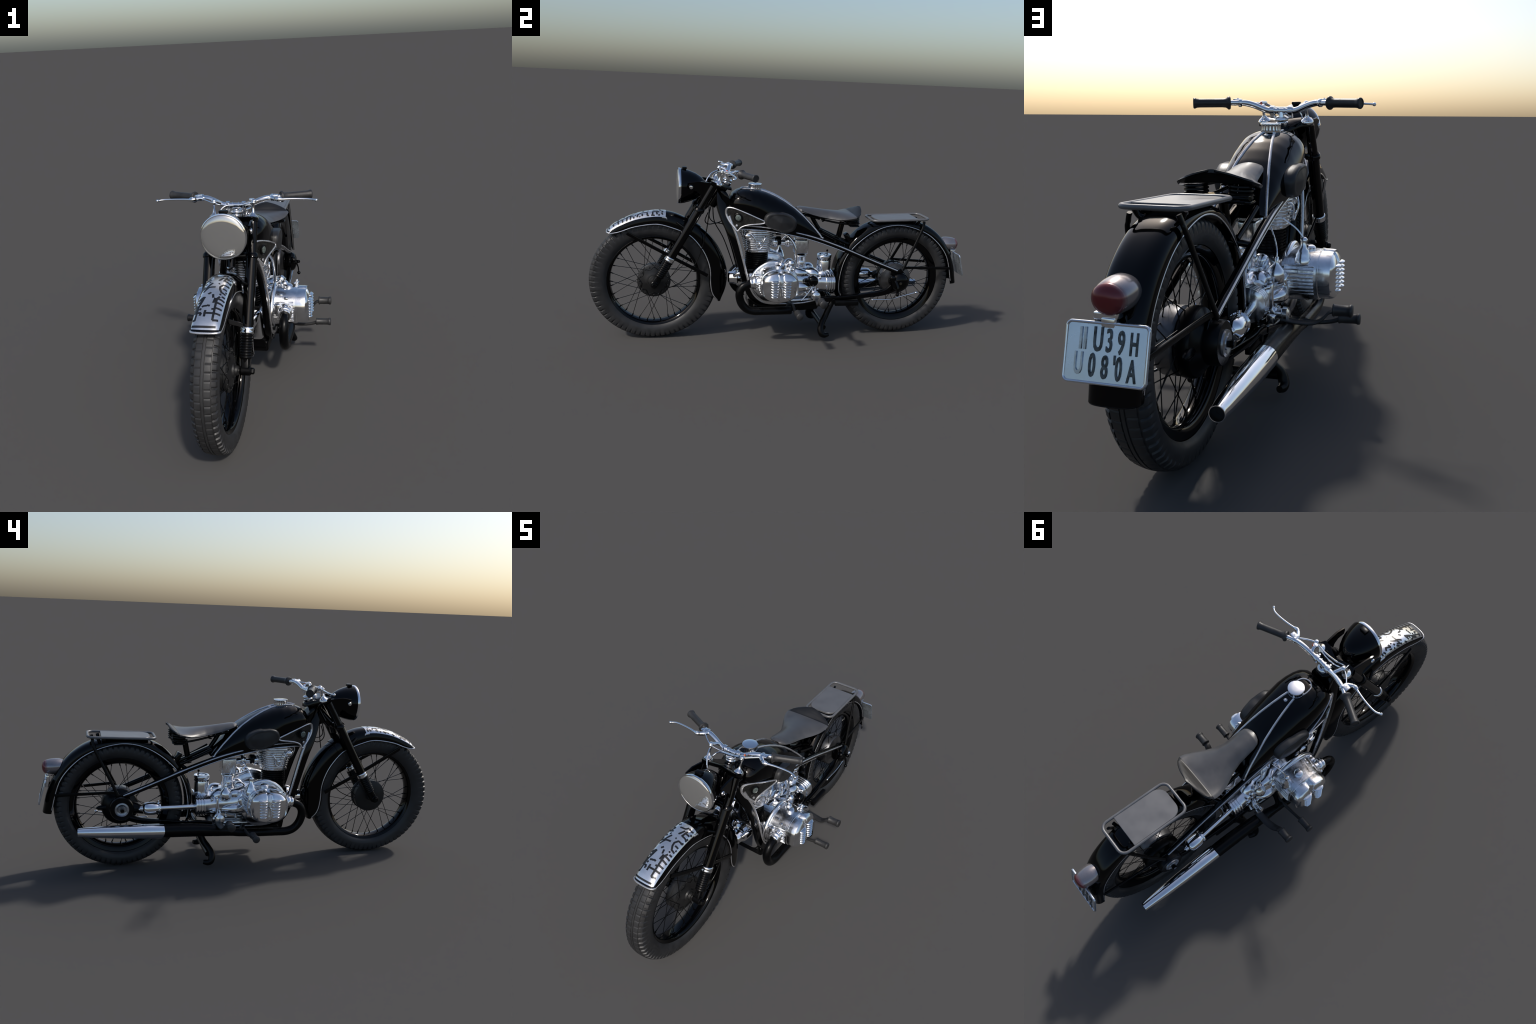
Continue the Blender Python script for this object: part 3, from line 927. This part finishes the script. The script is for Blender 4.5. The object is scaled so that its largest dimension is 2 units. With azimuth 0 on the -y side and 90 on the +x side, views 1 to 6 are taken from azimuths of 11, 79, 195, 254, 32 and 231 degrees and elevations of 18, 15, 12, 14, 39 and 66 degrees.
pair('rack_strut', lambda b: b.beam([(.058, .752, .632), (.064, .748, .612), (.072, .735, .575), (.100, .640, .372)], .010, .015, corner=.9), M_BLACK_DULL, rack)
pair('rack_strut', lambda b: b.beam([(.096, .640, .385), (.084, .70, .383), (.062, .925, .372)], .007, .014), M_BLACK_DULL, rack)

# ------------------------------------------------------------------ tail light and plate
def lampbody(b):
    prof = [(.030, -.02), (.039, .0), (.0405, .02), (.0395, .040), (.0362, .056), (.0338, .062)]
    b.lathe(prof, (0, .900, .4985), (0, 1, -.05), 36, scale=(1.03, .92))
tl = single('tail_light', lampbody, M_LAMP, bike)
single('tail_lens', lambda b: b.lathe([(.0355, .059), (.0350, .063), (.0300, .070), (.022, .0755), (.012, .0785), (.0005, .0795)], (0, .900, .4985), (0, 1, -.05), 36, scale=(1.03, .92)), M_RED, tl, 60)
NPc = V(0, .9795, .3935)
npd = norm(V(0, .033, -.117))       # down the plate
npn = norm(V(0, .117, .033))        # outward normal
def npm(u, v, w):
    return NPc + V(1, 0, 0) * u - npd * v + npn * w
def rrect(hw, hh, r, n=6):
    o = []
    for cx, cy, a0 in [(hw - r, hh - r, 0), (-hw + r, hh - r, 90), (-hw + r, -hh + r, 180), (hw - r, -hh + r, 270)]:
        for k in range(n):
            a = math.radians(a0 + k * 90 / (n - 1))
            o.append((cx + r * math.cos(a), cy + r * math.sin(a)))
    return o
npl = single('number_plate', lambda b: b.slab(rrect(.0895, .0605, .012), npm, -.004, .001, .001), M_PLATE_REAR, bike, 30)
single('plate_rim', lambda b: b.tube([npm(u, v, .001) for u, v in rrect(.0865, .0575, .010)], .0030, seg=8, closed=True, smooth=False), M_PLATE, npl)
single('plate_bracket', lambda b: (b.box((.008, .948, .462), (.05, .03, .016), .003), b.box((0, .957, .43), (.03, .02, .06), .003)), M_CHROME, npl)

def text_mesh(txt, size, sx, mat, parent, place, extrude=.0012, name='plate_lettering'):
    cu = bpy.data.curves.new(name, 'FONT')
    cu.body = txt
    cu.size = size
    cu.align_x = 'CENTER'
    cu.align_y = 'CENTER'
    cu.extrude = extrude
    cu.offset = .0010
    cu.resolution_u = 3
    tmp = bpy.data.objects.new(name, cu)
    bpy.context.scene.collection.objects.link(tmp)
    dg = bpy.context.evaluated_depsgraph_get()
    dg.update()
    me = bpy.data.meshes.new_from_object(tmp.evaluated_get(dg))
    bpy.data.objects.remove(tmp)
    for v in me.vertices:
        v.co = Vector(tuple(place(v.co.x * sx, v.co.y, v.co.z)))
    me.materials.clear()
    me.materials.append(mat)
    me.name = name
    return link(bpy.data.objects.new(name, me), parent)
# seen from behind, image right is -x
def plc(cu, cv):
    return lambda u, v, w: npm(-(u + cu), v + cv, w + .0022)
for ch, u, v, size, sx, mt in [('U', -.018, .024, .066, .46, M_WORN), ('3', .006, .023, .063, .48, M_WORN), ('9', .031, .021, .063, .48, M_WORN), ('H', .058, .020, .062, .42, M_WORN),
                               ('II', -.050, .024, .060, .62, M_GHOST), ('0', -.027, -.026, .063, .46, M_WORN), ('8', .000, -.028, .062, .48, M_WORN), ("'0", .027, -.029, .064, .44, M_WORN),
                               ('A', .057, -.031, .062, .44, M_WORN), ('U', -.056, -.024, .060, .46, M_GHOST)]:
    text_mesh(ch, size, sx, mt, npl, plc(u, v))

# ------------------------------------------------------------------ engine
def crankcase(b):
    # main drum across the frame, sump and gearbox as one casting
    body = [(.05, -.111), (.106, -.110), (.115, -.103), (.115, -.095), (.108, -.090), (.080, -.086), (.074, -.070), (.072, 0)]
    b.lathe(body + [(r, -x) for r, x in reversed(body[:-1])], (0, -.055, .308), 'x', 56)
    b.box((0, -.05, .275), (.15, .20, .11), .02, seg=3)
    b.box((0, .00, .232), (.13, .32, .075), .02, seg=3)
    def sect(y, hx, hz, cz, e=.72, n=44):
        return [(hx * math.copysign(abs(math.cos(t)) ** e, math.cos(t)), y, cz + hz * math.copysign(abs(math.sin(t)) ** e, math.sin(t))) for t in np.arange(n) * 2 * PI / n]
    b.rings([sect(.0, .110, .085, .305), sect(.05, .112, .080, .303), (sect(.09, .108, .068, .300)), sect(.13, .096, .060, .298), sect(.17, .094, .055, .297), sect(.20, .098, .054, .297), sect(.232, .101, .053, .297)])
    b.box((0, .10, .345), (.12, .10, .055), .02, seg=3)
    b.box((0, .045, .25), (.17, .22, .05), .012, seg=3)
    ring = []
    for i in range(4):
        h = .218 + .004 + i * .0130
        ring += [sect(h, .100, .052, .297), sect(h + .002, .1075, .0575, .297), sect(h + .0080, .1075, .0575, .297), sect(h + .010, .100, .052, .297)]
    b.rings(ring + [sect(.276, .085, .045, .297)])
eng = single('engine', crankcase, M_ALU, bike, 45)

def rolled_lip(b):
    b.tube([(.104, .022, .396), (.105, .0, .407), (.105, -.045, .421), (.105, -.085, .420), (.104, -.122, .402), (.103, -.155, .372), (.102, -.173, .335),
            (.100, -.170, .293), (.097, -.150, .262), (.093, -.118, .243), (.091, -.09, .235)], [.004, .009, .011, .0115, .0115, .0115, .0115, .0115, .011, .009, .004], seg=14)
pair('case_lip', rolled_lip, M_ALU, eng, 60)

def sup(hy, hz, e, n=48):
    return [(hy * math.copysign(abs(math.cos(t)) ** e, math.cos(t)), hz * math.copysign(abs(math.sin(t)) ** e, math.sin(t))) for t in np.arange(n) * 2 * PI / n]
CY, CZ = -.054, .332
def barrel(b):
    base = sup(1, 1, .80)
    rings = []
    xs = np.linspace(.095, .207, 8)
    for x in xs:
        k = interp([.095, .13, .207], [.103, .098, .094], x)
        kz = interp([.095, .13, .207], [.088, .085, .081], x)
        rings.append([(x, CY + u * k, CZ - .003 + v * kz) for u, v in base])
    b.rings(rings)
    # horizontal cooling ribs front and rear
    for i in range(9):
        z = CZ - .052 + i * .0115
        hz = math.sqrt(max(0.01, 1 - ((z - CZ) / .088) ** 2))
        b.box((.150, CY, z), (.098, .198 * hz + .012, .0042), .0015, seg=1)
    # bosses on the roof
    b.lathe([(.021, -.012), (.021, .006), (.017, .010), (.012, .012), (.001, .0125)], (.165, CY + .005, CZ + .082), (.12, 0, 1), 20)
    b.box((.135, CY - .055, CZ + .055), (.03, .03, .03), .005)
    b.box((.165, CY - .068, CZ + .045), (.02, .03, .03), .005)
pair('cylinder', barrel, M_FIN, eng, 40)

def cover(b):
    base = sup(1, 1, .82, 96)
    rings = []
    for x, k in [(.206, .985), (.2065, 1.012), (.2105, 1.012), (.2115, .985), (.214, .985), (.228, .985), (.242, .98), (.250, .960), (.256, .925),
                 (.2605, .87), (.263, .80), (.2645, .70), (.265, .55), (.2655, .35), (.2655, .15), (.2655, .01)]:
        ring = []
        for u, v in base:
            y, z = u * .0965 * k, v * .081 * k
            # vertical valley between the two rocker lobes
            g = math.exp(-(abs(y) / .0085) ** 3)
            up = interp([-.08, -.05, -.02, .03, .08], [.2, .6, .85, 1, 1], z)
            dx = -.020 * g * up if x > .24 else -.020 * g * up * max(0, (x - .214) / .026)
            dz = -.012 * g * max(0, v) ** 3 if x > .212 else 0
            tip = -.40 * max(0, z - .036) if x > .25 else 0
            edge = -.016 * (max(0, abs(y) - .05) / .045) ** 2 if x > .25 else 0
            ring.append((x + dx + tip + edge, CY + y, CZ + z + dz))
        rings.append(ring)
    b.rings(rings)
pair('valve_cover', cover, M_ALU, eng, 50)
def rib_mesh(L, d):
    b = Builder()
    rings = []
    for i in range(9):
        u = -1 + 2 * i / 8
        k = max(.15, (1 - abs(u) ** 4.5))
        rings.append([(k * d * math.cos(t) - .002, u * L / 2, .0042 * math.sin(t) * (0.5 + .5 * k)) for t in np.linspace(-PI / 2, PI / 2, 7)] + [(-.016, u * L / 2, .0042), (-.016, u * L / 2, -.0042)])
    b.rings(rings)
    return b.mesh('cooling_rib', M_ALU, 60)
RM = rib_mesh(.043, .0165)
first = None
for sx in (1, -1):
    for lobe in (-1, 1):
        for i in range(7):
            z = .036 - i * .0136
            o = bpy.data.objects.new('cooling_rib', RM)
            L = 1.15 if i == 0 else 1.0 - .04 * max(0, i - 3)
            o.location = (sx * .2620, CY + lobe * (.0315 + .002 * (i == 0)), CZ + z)
            o.scale = (1, L, 1)
            o.rotation_euler = (0, 0, 0 if sx > 0 else PI)
            link(o, eng)
def port(b):
    b.cyl((.160, -.12, .333), (.162, -.168, .333), .036, .033, seg=26, bev=.004)
    b.cyl((.162, -.160, .333), (.1645, -.183, .332), .034, seg=8, bev=.004)
    b.cyl((.1645, -.180, .332), (.165, -.196, .330), .027, seg=28, bev=.002)
    for a in range(6):
        t = a * PI / 3
        b.ball((.163 + .034 * math.cos(t), -.162, .333 + .034 * math.sin(t)), .006, 8)
    b.box((.128, -.150, .345), (.03, .04, .05), .006)
pair('exhaust_port', port, M_ALU, eng, 45)

# upright barrel and its finned head
def black_barrel(b):
    prof = [(.050, 0)]
    for i in range(11):
        h = .002 + i * .0105
        prof += [(.0535, h), (.0605, h + .001), (.0605, h + .005), (.0535, h + .006)]
    b.lathe(prof + [(.05, .118)], (0, -.140, .354), 'z', 44, scale=(1, 1))
    b.box((0, -.160, .36), (.11, .085, .03), .006)
single('barrel', black_barrel, M_BLACK_DULL, eng, 40)
def head_fins(b):
    n = 10
    for i in range(n):
        z = .476 + i * .0118
        k = i / (n - 1)
        hy, cy = .068 + .028 * k, -.139 - .002 * k
        hx = .076 + .022 * k
        o = sup(hx, hy, .92, 40)
        b.rings([[(u * s, cy + v * s, z + dz) for u, v in o] for s, dz in [(.97, -.0032), (1, -.002), (1, .002), (.97, .0032)]])
    o = sup(1, 1, .75, 40)
    b.rings([[(u * (.068 + .02 * k), -.139 + v * (.060 + .026 * k), .468 + .124 * k) for u, v in o] for k in np.linspace(0, 1, 8)])
    b.rings([[(u * hx, -.139 + v * hx * 1.06, z) for u, v in o] for hx, z in [(.060, .462), (.063, .464), (.063, .472), (.061, .475)]])
single('cylinder_head', head_fins, M_FIN, eng, 35)
def head_boss(b):
    b.ball((.066, -.196, .552), (.020, .026, .022), 20)
    b.cyl((.08, -.140, .515), (.100, -.140, .517), .009, seg=6, bev=.002)
    b.tube([(.056, -.219, .558), (.070, -.212, .568), (.086, -.190, .568), (.096, -.172, .552), (.098, -.166, .53), (.092, -.162, .51), (.088, -.154, .495),
            (.088, -.140, .491), (.090, -.126, .503), (.094, -.122, .53), (.088, -.108, .55), (.074, -.094, .558)], .0036, seg=8)
    b.tube([(.056, -.219, .60), (.058, -.230, .57), (.054, -.22, .54)], .004, seg=8)
pair('head_pipe', head_boss, M_CHROME, eng, 60)
def intake(b):
    b.cyl((0, -.06, .507), (0, -.034, .505), .026, seg=24, bev=.003)
    b.mat(1).cyl((0, -.040, .512), (0, -.014, .512), .024, seg=24, bev=.003)
    b.mat(0).cyl((0, -.018, .502), (0, .035, .503), .013, seg=20)
    b.cyl((0, .008, .506), (0, .017, .506), .024, seg=24, bev=.003)
    b.cyl((0, .016, .508), (0, .034, .508), .030, seg=24, bev=.006)
    b.cyl((0, .030, .505), (0, .062, .500), .016, seg=20)
    b.tube([(0, .025, .53), (0, .022, .548), (0, .018, .565)], [.014, .010, .012], seg=14)
    b.mat(1).box((0, -.03, .556), (.03, .03, .02), .003)
single('carburettor', intake, [M_ALU, M_BLACK_DULL], eng, 45)
def airbox(b):
    b.box((-.005, .096, .484), (.064, .074, .080), .008, seg=3)
    b.box((-.005, .094, .530), (.052, .060, .03), .005)
    b.mat(1).box((0, .095, .446), (.03, .028, .03), .003)
    b.mat(0).box((.022, .128, .523), (.012, .012, .012), .002)
single('air_box', airbox, [M_FIN, M_BLACK_DULL], eng, 40)
def breather(b):
    b.lathe([(.034, 0), (.031, .012), (.0305, .07), (.033, .074), (.0335, .080), (.031, .083), (.024, .083), (.022, .076), (.001, .076)], (.004, .095, .356), 'z', 32)
    b.box((.030, .095, .392), (.022, .030, .036), .006)
    b.box((-.024, .095, .392), (.022, .030, .036), .006)
single('breather', breather, M_ALU, eng, 45)
def filt(b):
    b.lathe([(.036, 0), (.037, .02), (.037, .072), (.035, .078), (.034, .084), (.0385, .092), (.040, .098), (.040, .104), (.037, .108), (.030, .108), (.027, .103),
             (.020, .103), (.018, .107), (.008, .107), (.001, .104)], (0, .2275, .330), 'z', 40)
    b.mat(1)
    for i in range(16):
        a = 2 * PI * i / 16
        b.ball((.0355 * math.cos(a), .2275 + .0355 * math.sin(a), .4115), (.0028, .0028, .0032), 8)
single('oil_filter', filt, [M_ALU, M_DARK], eng, 45)
single('filler_stalk', lambda b: (b.cyl((0, .243, .437), (0, .243, .452), .002, seg=8), b.lathe([(.004, -.002), (.006, 0), (.004, .002)], (0, .243, .458), 'x', 12, caps=True)), M_BLACK_DULL, eng)
def dome(b):
    # low timing hump between the flanges
    b.lathe([(.02, -.050), (.044, -.048), (.049, -.042), (.049, .042), (.044, .048), (.02, .050)], (0, -.015, .338), 'x', 40, scale=(1.5, 1))
    b.tube([(.02, .02, .36), (.03, .045, .385), (.032, .06, .37)], [.026, .024, .012], seg=16)
    b.tube([(-.02, .02, .36), (-.03, .045, .385), (-.032, .06, .37)], [.026, .024, .012], seg=16)
single('timing_cover', dome, M_ALU, eng, 45)
def dynamo(b):
    b.lathe([(.020, 0), (.026, .002), (.031, .008), (.032, .03), (.036, .034), (.037, .046), (.044, .050), (.047, .09), (.05, .12)], (0, -.290, .313), 'y', 32)
    b.tube([(.03, -.26, .33), (.045, -.24, .345), (.05, -.215, .35)], .010)
    b.tube([(-.03, -.26, .33), (-.045, -.24, .345), (-.05, -.215, .35)], .010)
single('dynamo', dynamo, M_CHROME, eng, 45)
def timing_chest(b):
    b.box((0, -.165, .280), (.135, .07, .15), .02, seg=3)
    b.box((0, -.185, .335), (.10, .05, .05), .012, seg=2)
single('timing_chest', timing_chest, M_ALU, eng, 45)
def sump(b):
    o = [(-.180, .170), (-.186, .205), (-.17, .214), (.06, .206), (.17, .210), (.195, .195), (.185, .166), (.03, .156), (-.14, .150)]
    b.slab(o, lambda u, v, w: (w, u, v), -.070, .070, .0)
    b.slab([(-.05, .150), (-.05, .180), (.17, .186), (.19, .178), (.18, .160), (.03, .150)], lambda u, v, w: (w, u, v), -.090, .090, .0)
    b.box((0, -.060, .161), (.160, .205, .054), .012, seg=3)    # oil pan hanging below the rails
single('sump', sump, M_BLACK_DULL, eng, 30)
pair('sump_rail', lambda b: b.tube([(.076, -.165, .262), (.080, -.135, .226), (.080, -.10, .212), (.079, -.03, .207), (.078, .08, .207), (.078, .15, .212)], .0095, seg=12), M_CHROME, eng, 60)
def bell(b):
    b.lathe([(.004, -.034), (.016, -.031), (.026, -.022), (.0305, -.008), (.030, .006), (.025, .018), (.016, .027), (.009, .034), (.006, .042), (.0055, .056), (.003, .058)],
            (-.098, .124, .360), (-.10, .05, 1), 28)
    b.tube([(-.103, .128, .41), (-.102, .122, .432), (-.092, .104, .46), (-.07, .08, .50)], .0022, seg=6)
single('oil_cup', bell, M_ALU, eng, 60)
def plug_left(b):
    c = V(-.158, .015, .390)
    b.lathe([(.028, -.012), (.028, .004), (.024, .008), (.024, .016), (.019, .022), (.018, .03), (.010, .036), (.0085, .058), (.012, .060), (.012, .066), (.005, .072)], c, (-.05, .0, 1), 24)
    b.tube([c + V(-.003, 0, .068), c + V(.02, .01, .10), c + V(.06, .03, .135)], .0025, seg=6)
single('spark_plug', plug_left, M_ALU, eng, 50)
def plug_right(b):
    b.ball((.147, -.035, .418), (.020, .020, .020), 20)
    b.cyl((.147, -.035, .43), (.149, -.033, .448), .006, seg=10)
    b.ball((.122, .020, .420), (.021, .020, .022), 20)
    b.cyl((.122, .02, .40), (.12, .02, .37), .016, seg=16)
    b.cyl((.147, -.035, .40), (.145, -.035, .38), .016, seg=16)
    b.cyl((.198, .002, .40), (.198, .002, .418), .010, seg=14, bev=.002)
    b.ball((.199, .006, .424), .0065, 10)
    b.tube([(.185, -.02, .405), (.19, -.005, .416), (.205, .02, .412)], .004, seg=8)
single('oil_cup', plug_right, M_ALU, eng, 60)
single('vent_hole', lambda b: b.lathe([(.008, 0), (.011, .004), (.009, .008), (.001, .006)], (.183, -.03, .410), (.2, -.7, .6), 16), M_DARK, eng)
def oil_tube(b):
    b.tube([(.05, -.01, .56), (.066, .015, .548), (.080, .04, .515), (.086, .052, .47), (.087, .054, .42), (.085, .05, .385)], [.005, .006, .0068, .0068, .0068, .0075], seg=12)
single('oil_pipe', oil_tube, M_CHROME, eng, 60)
def horn(b):
    b.lathe([(.010, -.03), (.024, -.024), (.0285, -.012), (.0285, .008), (.022, .018), (.01, .022), (.001, .0225)], (.106, .146, .320), 'x', 28)
    b.box((.104, .115, .324), (.03, .03, .018), .003)
single('horn', horn, M_BLACK, eng, 45)
def gear_bits(b):
    b.tube([(.05, .03, .362), (.075, .07, .356), (.07, .11, .352)], [.03, .028, .02], seg=18)
    b.tube([(.035, .125, .350), (.05, .155, .345), (.06, .18, .335)], [.03, .034, .022], seg=18)
    for i in range(3):
        b.lathe([(.022, -.002), (.0255, 0), (.0255, .005), (.022, .007)], (.052, .135 + i * .014, .338), (.3, 1, -.1), 20)
    b.tube([(.07, .0, .282), (.100, .06, .288), (.104, .10, .287), (.085, .135, .283)], [.03, .028, .024, .015], seg=18)
    b.cyl((.08, .04, .325), (.118, .04, .325), .026, seg=22, bev=.005)
    for y, z in [(.02, .25), (.07, .24), (.12, .245), (.16, .25), (.19, .335), (.15, .265)]:
        b.cyl((.07, y, z), (.100, y, z), .007, seg=6, bev=.002)
    b.box((.088, .165, .30), (.03, .012, .085), .004)
pair('gear_housing', gear_bits, M_ALU, eng, 50)

# ------------------------------------------------------------------ drive shaft
def shaft(b):
    b.cyl((-.068, .255, .296), (-.090, .455, .301), .0135, seg=24)
    b.lathe([(.016, 0), (.030, .003), (.031, .010), (.0265, .014), (.029, .020), (.0312, .034), (.0312, .060), (.029, .074), (.025, .080), (.012, .086), (.010, .10)],
            (-.0885, .440, .301), norm(V(-.01, .2, .003)), 28)
    b.cyl((-.089, .447, .325), (-.089, .447, .338), .006, seg=10)
    b.tube([(-.09, .53, .300), (-.087, .545, .298), (-.08, .56, .30)], [.008, .007, .012], seg=10)
single('drive_shaft', shaft, M_CHROME, bike, 50)

# ------------------------------------------------------------------ exhaust
def bend(b):
    pts = [(.165, -.178, .329), (.166, -.205, .325), (.167, -.232, .311), (.167, -.247, .284), (.167, -.246, .252), (.166, -.233, .219), (.165, -.208, .193),
           (.164, -.172, .180), (.163, -.12, .179), (.162, .0, .180)]
    b.tube(pts + [(.160, .024, .180)], .0205, seg=20, n=6)
exh = empty('exhaust', bike)
single('exhaust_pipe', lambda b: (bend(b), b.tube([(.160, -.01, .181), (.13, .02, .190), (.06, .03, .19), (-.06, .03, .19), (-.14, .05, .185), (-.162, .08, .19)], .015, seg=16)), M_BLACK_DULL, exh)
def bend_left(b):
    bend(b)
    b.v = [(-x, y, z) for x, y, z in b.v]
    b.f = [tuple(reversed(f)) for f in b.f]
    b.tube([(-.160, .02, .180), (-.160, .07, .183), (-.159, .10, .188), (-.157, .16, .196), (-.155, .25, .203), (-.155, .36, .207), (-.1565, .455, .208)],
           [.0192, .0192, .021, .027, .031, .0325, .032], seg=28)
single('exhaust_pipe', bend_left, M_BLACK_DULL, exh)
def muffler(b):
    a, u, w = basis((0, 1, 0.04))
    c0, c1 = V(-.156, .436, .2075), V(-.1655, .826, .2225)
    d = norm(c1 - c0)
    L = np.linalg.norm(c1 - c0)
    prof = [(.0330, 0), (.0350, .001), (.0350, .03), (.0343, .09), (.032, .18), (.0275, .28), (.0222, .36), (.0198, .385), (.0198, L - .002), (.0192, L + .001), (.0175, L + .0012), (.0160, L - .003), (.0155, L - .05), (.001, L - .05)]
    rings = []
    for r, h in prof:
        ring = []
        for t in np.arange(40) * 2 * PI / 40:
            q = c0 + d * h + r * (math.cos(t) * V(1, 0, 0) + math.sin(t) * V(0, 0, 1))
            if h < .01:   # slanted, wavy leading edge
                q = q + d * (-.006 * math.sin(t) - .004 * math.cos(2 * t))
            ring.append(q)
        rings.append(ring)
    b.rings(rings)
single('muffler', muffler, M_CHROME, exh, 45)
single('muffler_bore', lambda b: b.lathe([(.0156, 0), (.001, .001)], (-.1648, .795, .2213), 'y', 24), M_DARK, exh)

# ------------------------------------------------------------------ stand, footrests, brake rod
stand = empty('stand', bike)
pair('stand_leg', lambda b: b.tube([(.080, .275, .212), (.086, .250, .165), (.096, .230, .125), (.118, .208, .095), (.136, .196, .070), (.147, .200, .043), (.148, .216, .033), (.143, .238, .035)],
                                   [.015, .0155, .016, .0165, .017, .0170, .0155, .011], seg=18), M_BLACK_DULL, stand)
single('stand_bar', lambda b: (b.tube([(-.13, .213, .070), (.13, .213, .070)], .014), b.tube([(-.10, .268, .202), (.10, .268, .202)], .011), b.box((.117, .335, .200), (.022, .13, .028), .005), b.tube([(.08, .28, .20), (.117, .29, .20)], .010), b.box((-.088, .31, .200), (.016, .14, .026), .004)), M_BLACK_DULL, stand)
def peg(b):
    b.tube([(.085, .045, .185), (.158, .039, .192), (.21, .035, .190), (.255, .032, .195), (.285, .031, .205)], [.011, .009, .0075, .0070, .008], seg=12)
    b.lathe([(.008, 0), (.0165, .001), (.0175, .004), (.0155, .008), (.0150, .05), (.0155, .058), (.0175, .061), (.0175, .067), (.015, .0695), (.001, .07)], (.281, .031, .2085), (1, -.01, .02), 22)
pair('footrest', peg, M_RUBBER, bike, 50)
def pedal(b):
    b.mat(1).lathe([(.018, -.03), (.022, -.026), (.022, -.014), (.017, -.01), (.017, .004), (.023, .008), (.023, .022), (.014, .026), (.010, .028)], (.125, .160, .247), 'x', 22)
    b.box((.10, .175, .235), (.03, .03, .03), .006)
    b.mat(0)
    A = catmull([(.128, .168, .234), (.16, .167, .229), (.20, .164, .226), (.235, .158, .229), (.258, .153, .244), (.272, .150, .260), (.292, .149, .266)], 4)
    rings = []
    for i, p in enumerate(A):
        t = norm(A[min(i + 1, len(A) - 1)] - A[max(i - 1, 0)])
        s1 = norm(V(0, 1, 0) - t * t[1])
        u1 = np.cross(t, s1)
        hw = interp([.12, .25, .29], [.0165, .0165, .012], p[0])
        rings.append([p + s1 * hw + u1 * .002, p + s1 * (hw - .002) + u1 * .0038, p - s1 * (hw - .002) + u1 * .0038, p - s1 * hw + u1 * .002,
                      p - s1 * hw - u1 * .002, p - s1 * (hw - .002) - u1 * .0038, p + s1 * (hw - .002) - u1 * .0038, p + s1 * hw - u1 * .002])
    b.rings(rings)
    b.lathe([(.008, 0), (.0185, .001), (.0198, .004), (.0175, .008), (.0170, .042), (.0176, .05), (.0198, .053), (.0198, .058), (.017, .061), (.001, .0615)], (.283, .149, .268), (1, -.01, .02), 22)
def pedal2(b):
    # arm as vertical flat strap
    pedal(b)
pair('pedal', pedal2, [M_RUBBER, M_ALU], bike, 50)
def rod(b):
    b.tube([(.083, .49, .205), (.084, .59, .206), (.085, .65, .222), (.086, .735, .243)], .0038, seg=8)
    b.ball((.086, .735, .243), (.008, .010, .007), 10)
    b.ball((.083, .49, .203), .007, 10)
single('brake_rod', rod, M_CHROME, bike, 60)
single('brake_lever', lambda b: (b.beam([(.088, .585, .33), (.112, .60, .318), (.126, .612, .285), (.130, .611, .25)], .006, .012),
                                b.cyl((.09, .585, .33), (.118, .585, .33), .017, seg=18, bev=.004),
                                b.ball((.130, .611, .247), .010, 10)), M_BLACK, bike, 50)
single('clutch_rod', lambda b: b.tube([(.095, .148, .285), (.100, .125, .25), (.104, .09, .212)], .0022, seg=6), M_CHROME, bike)
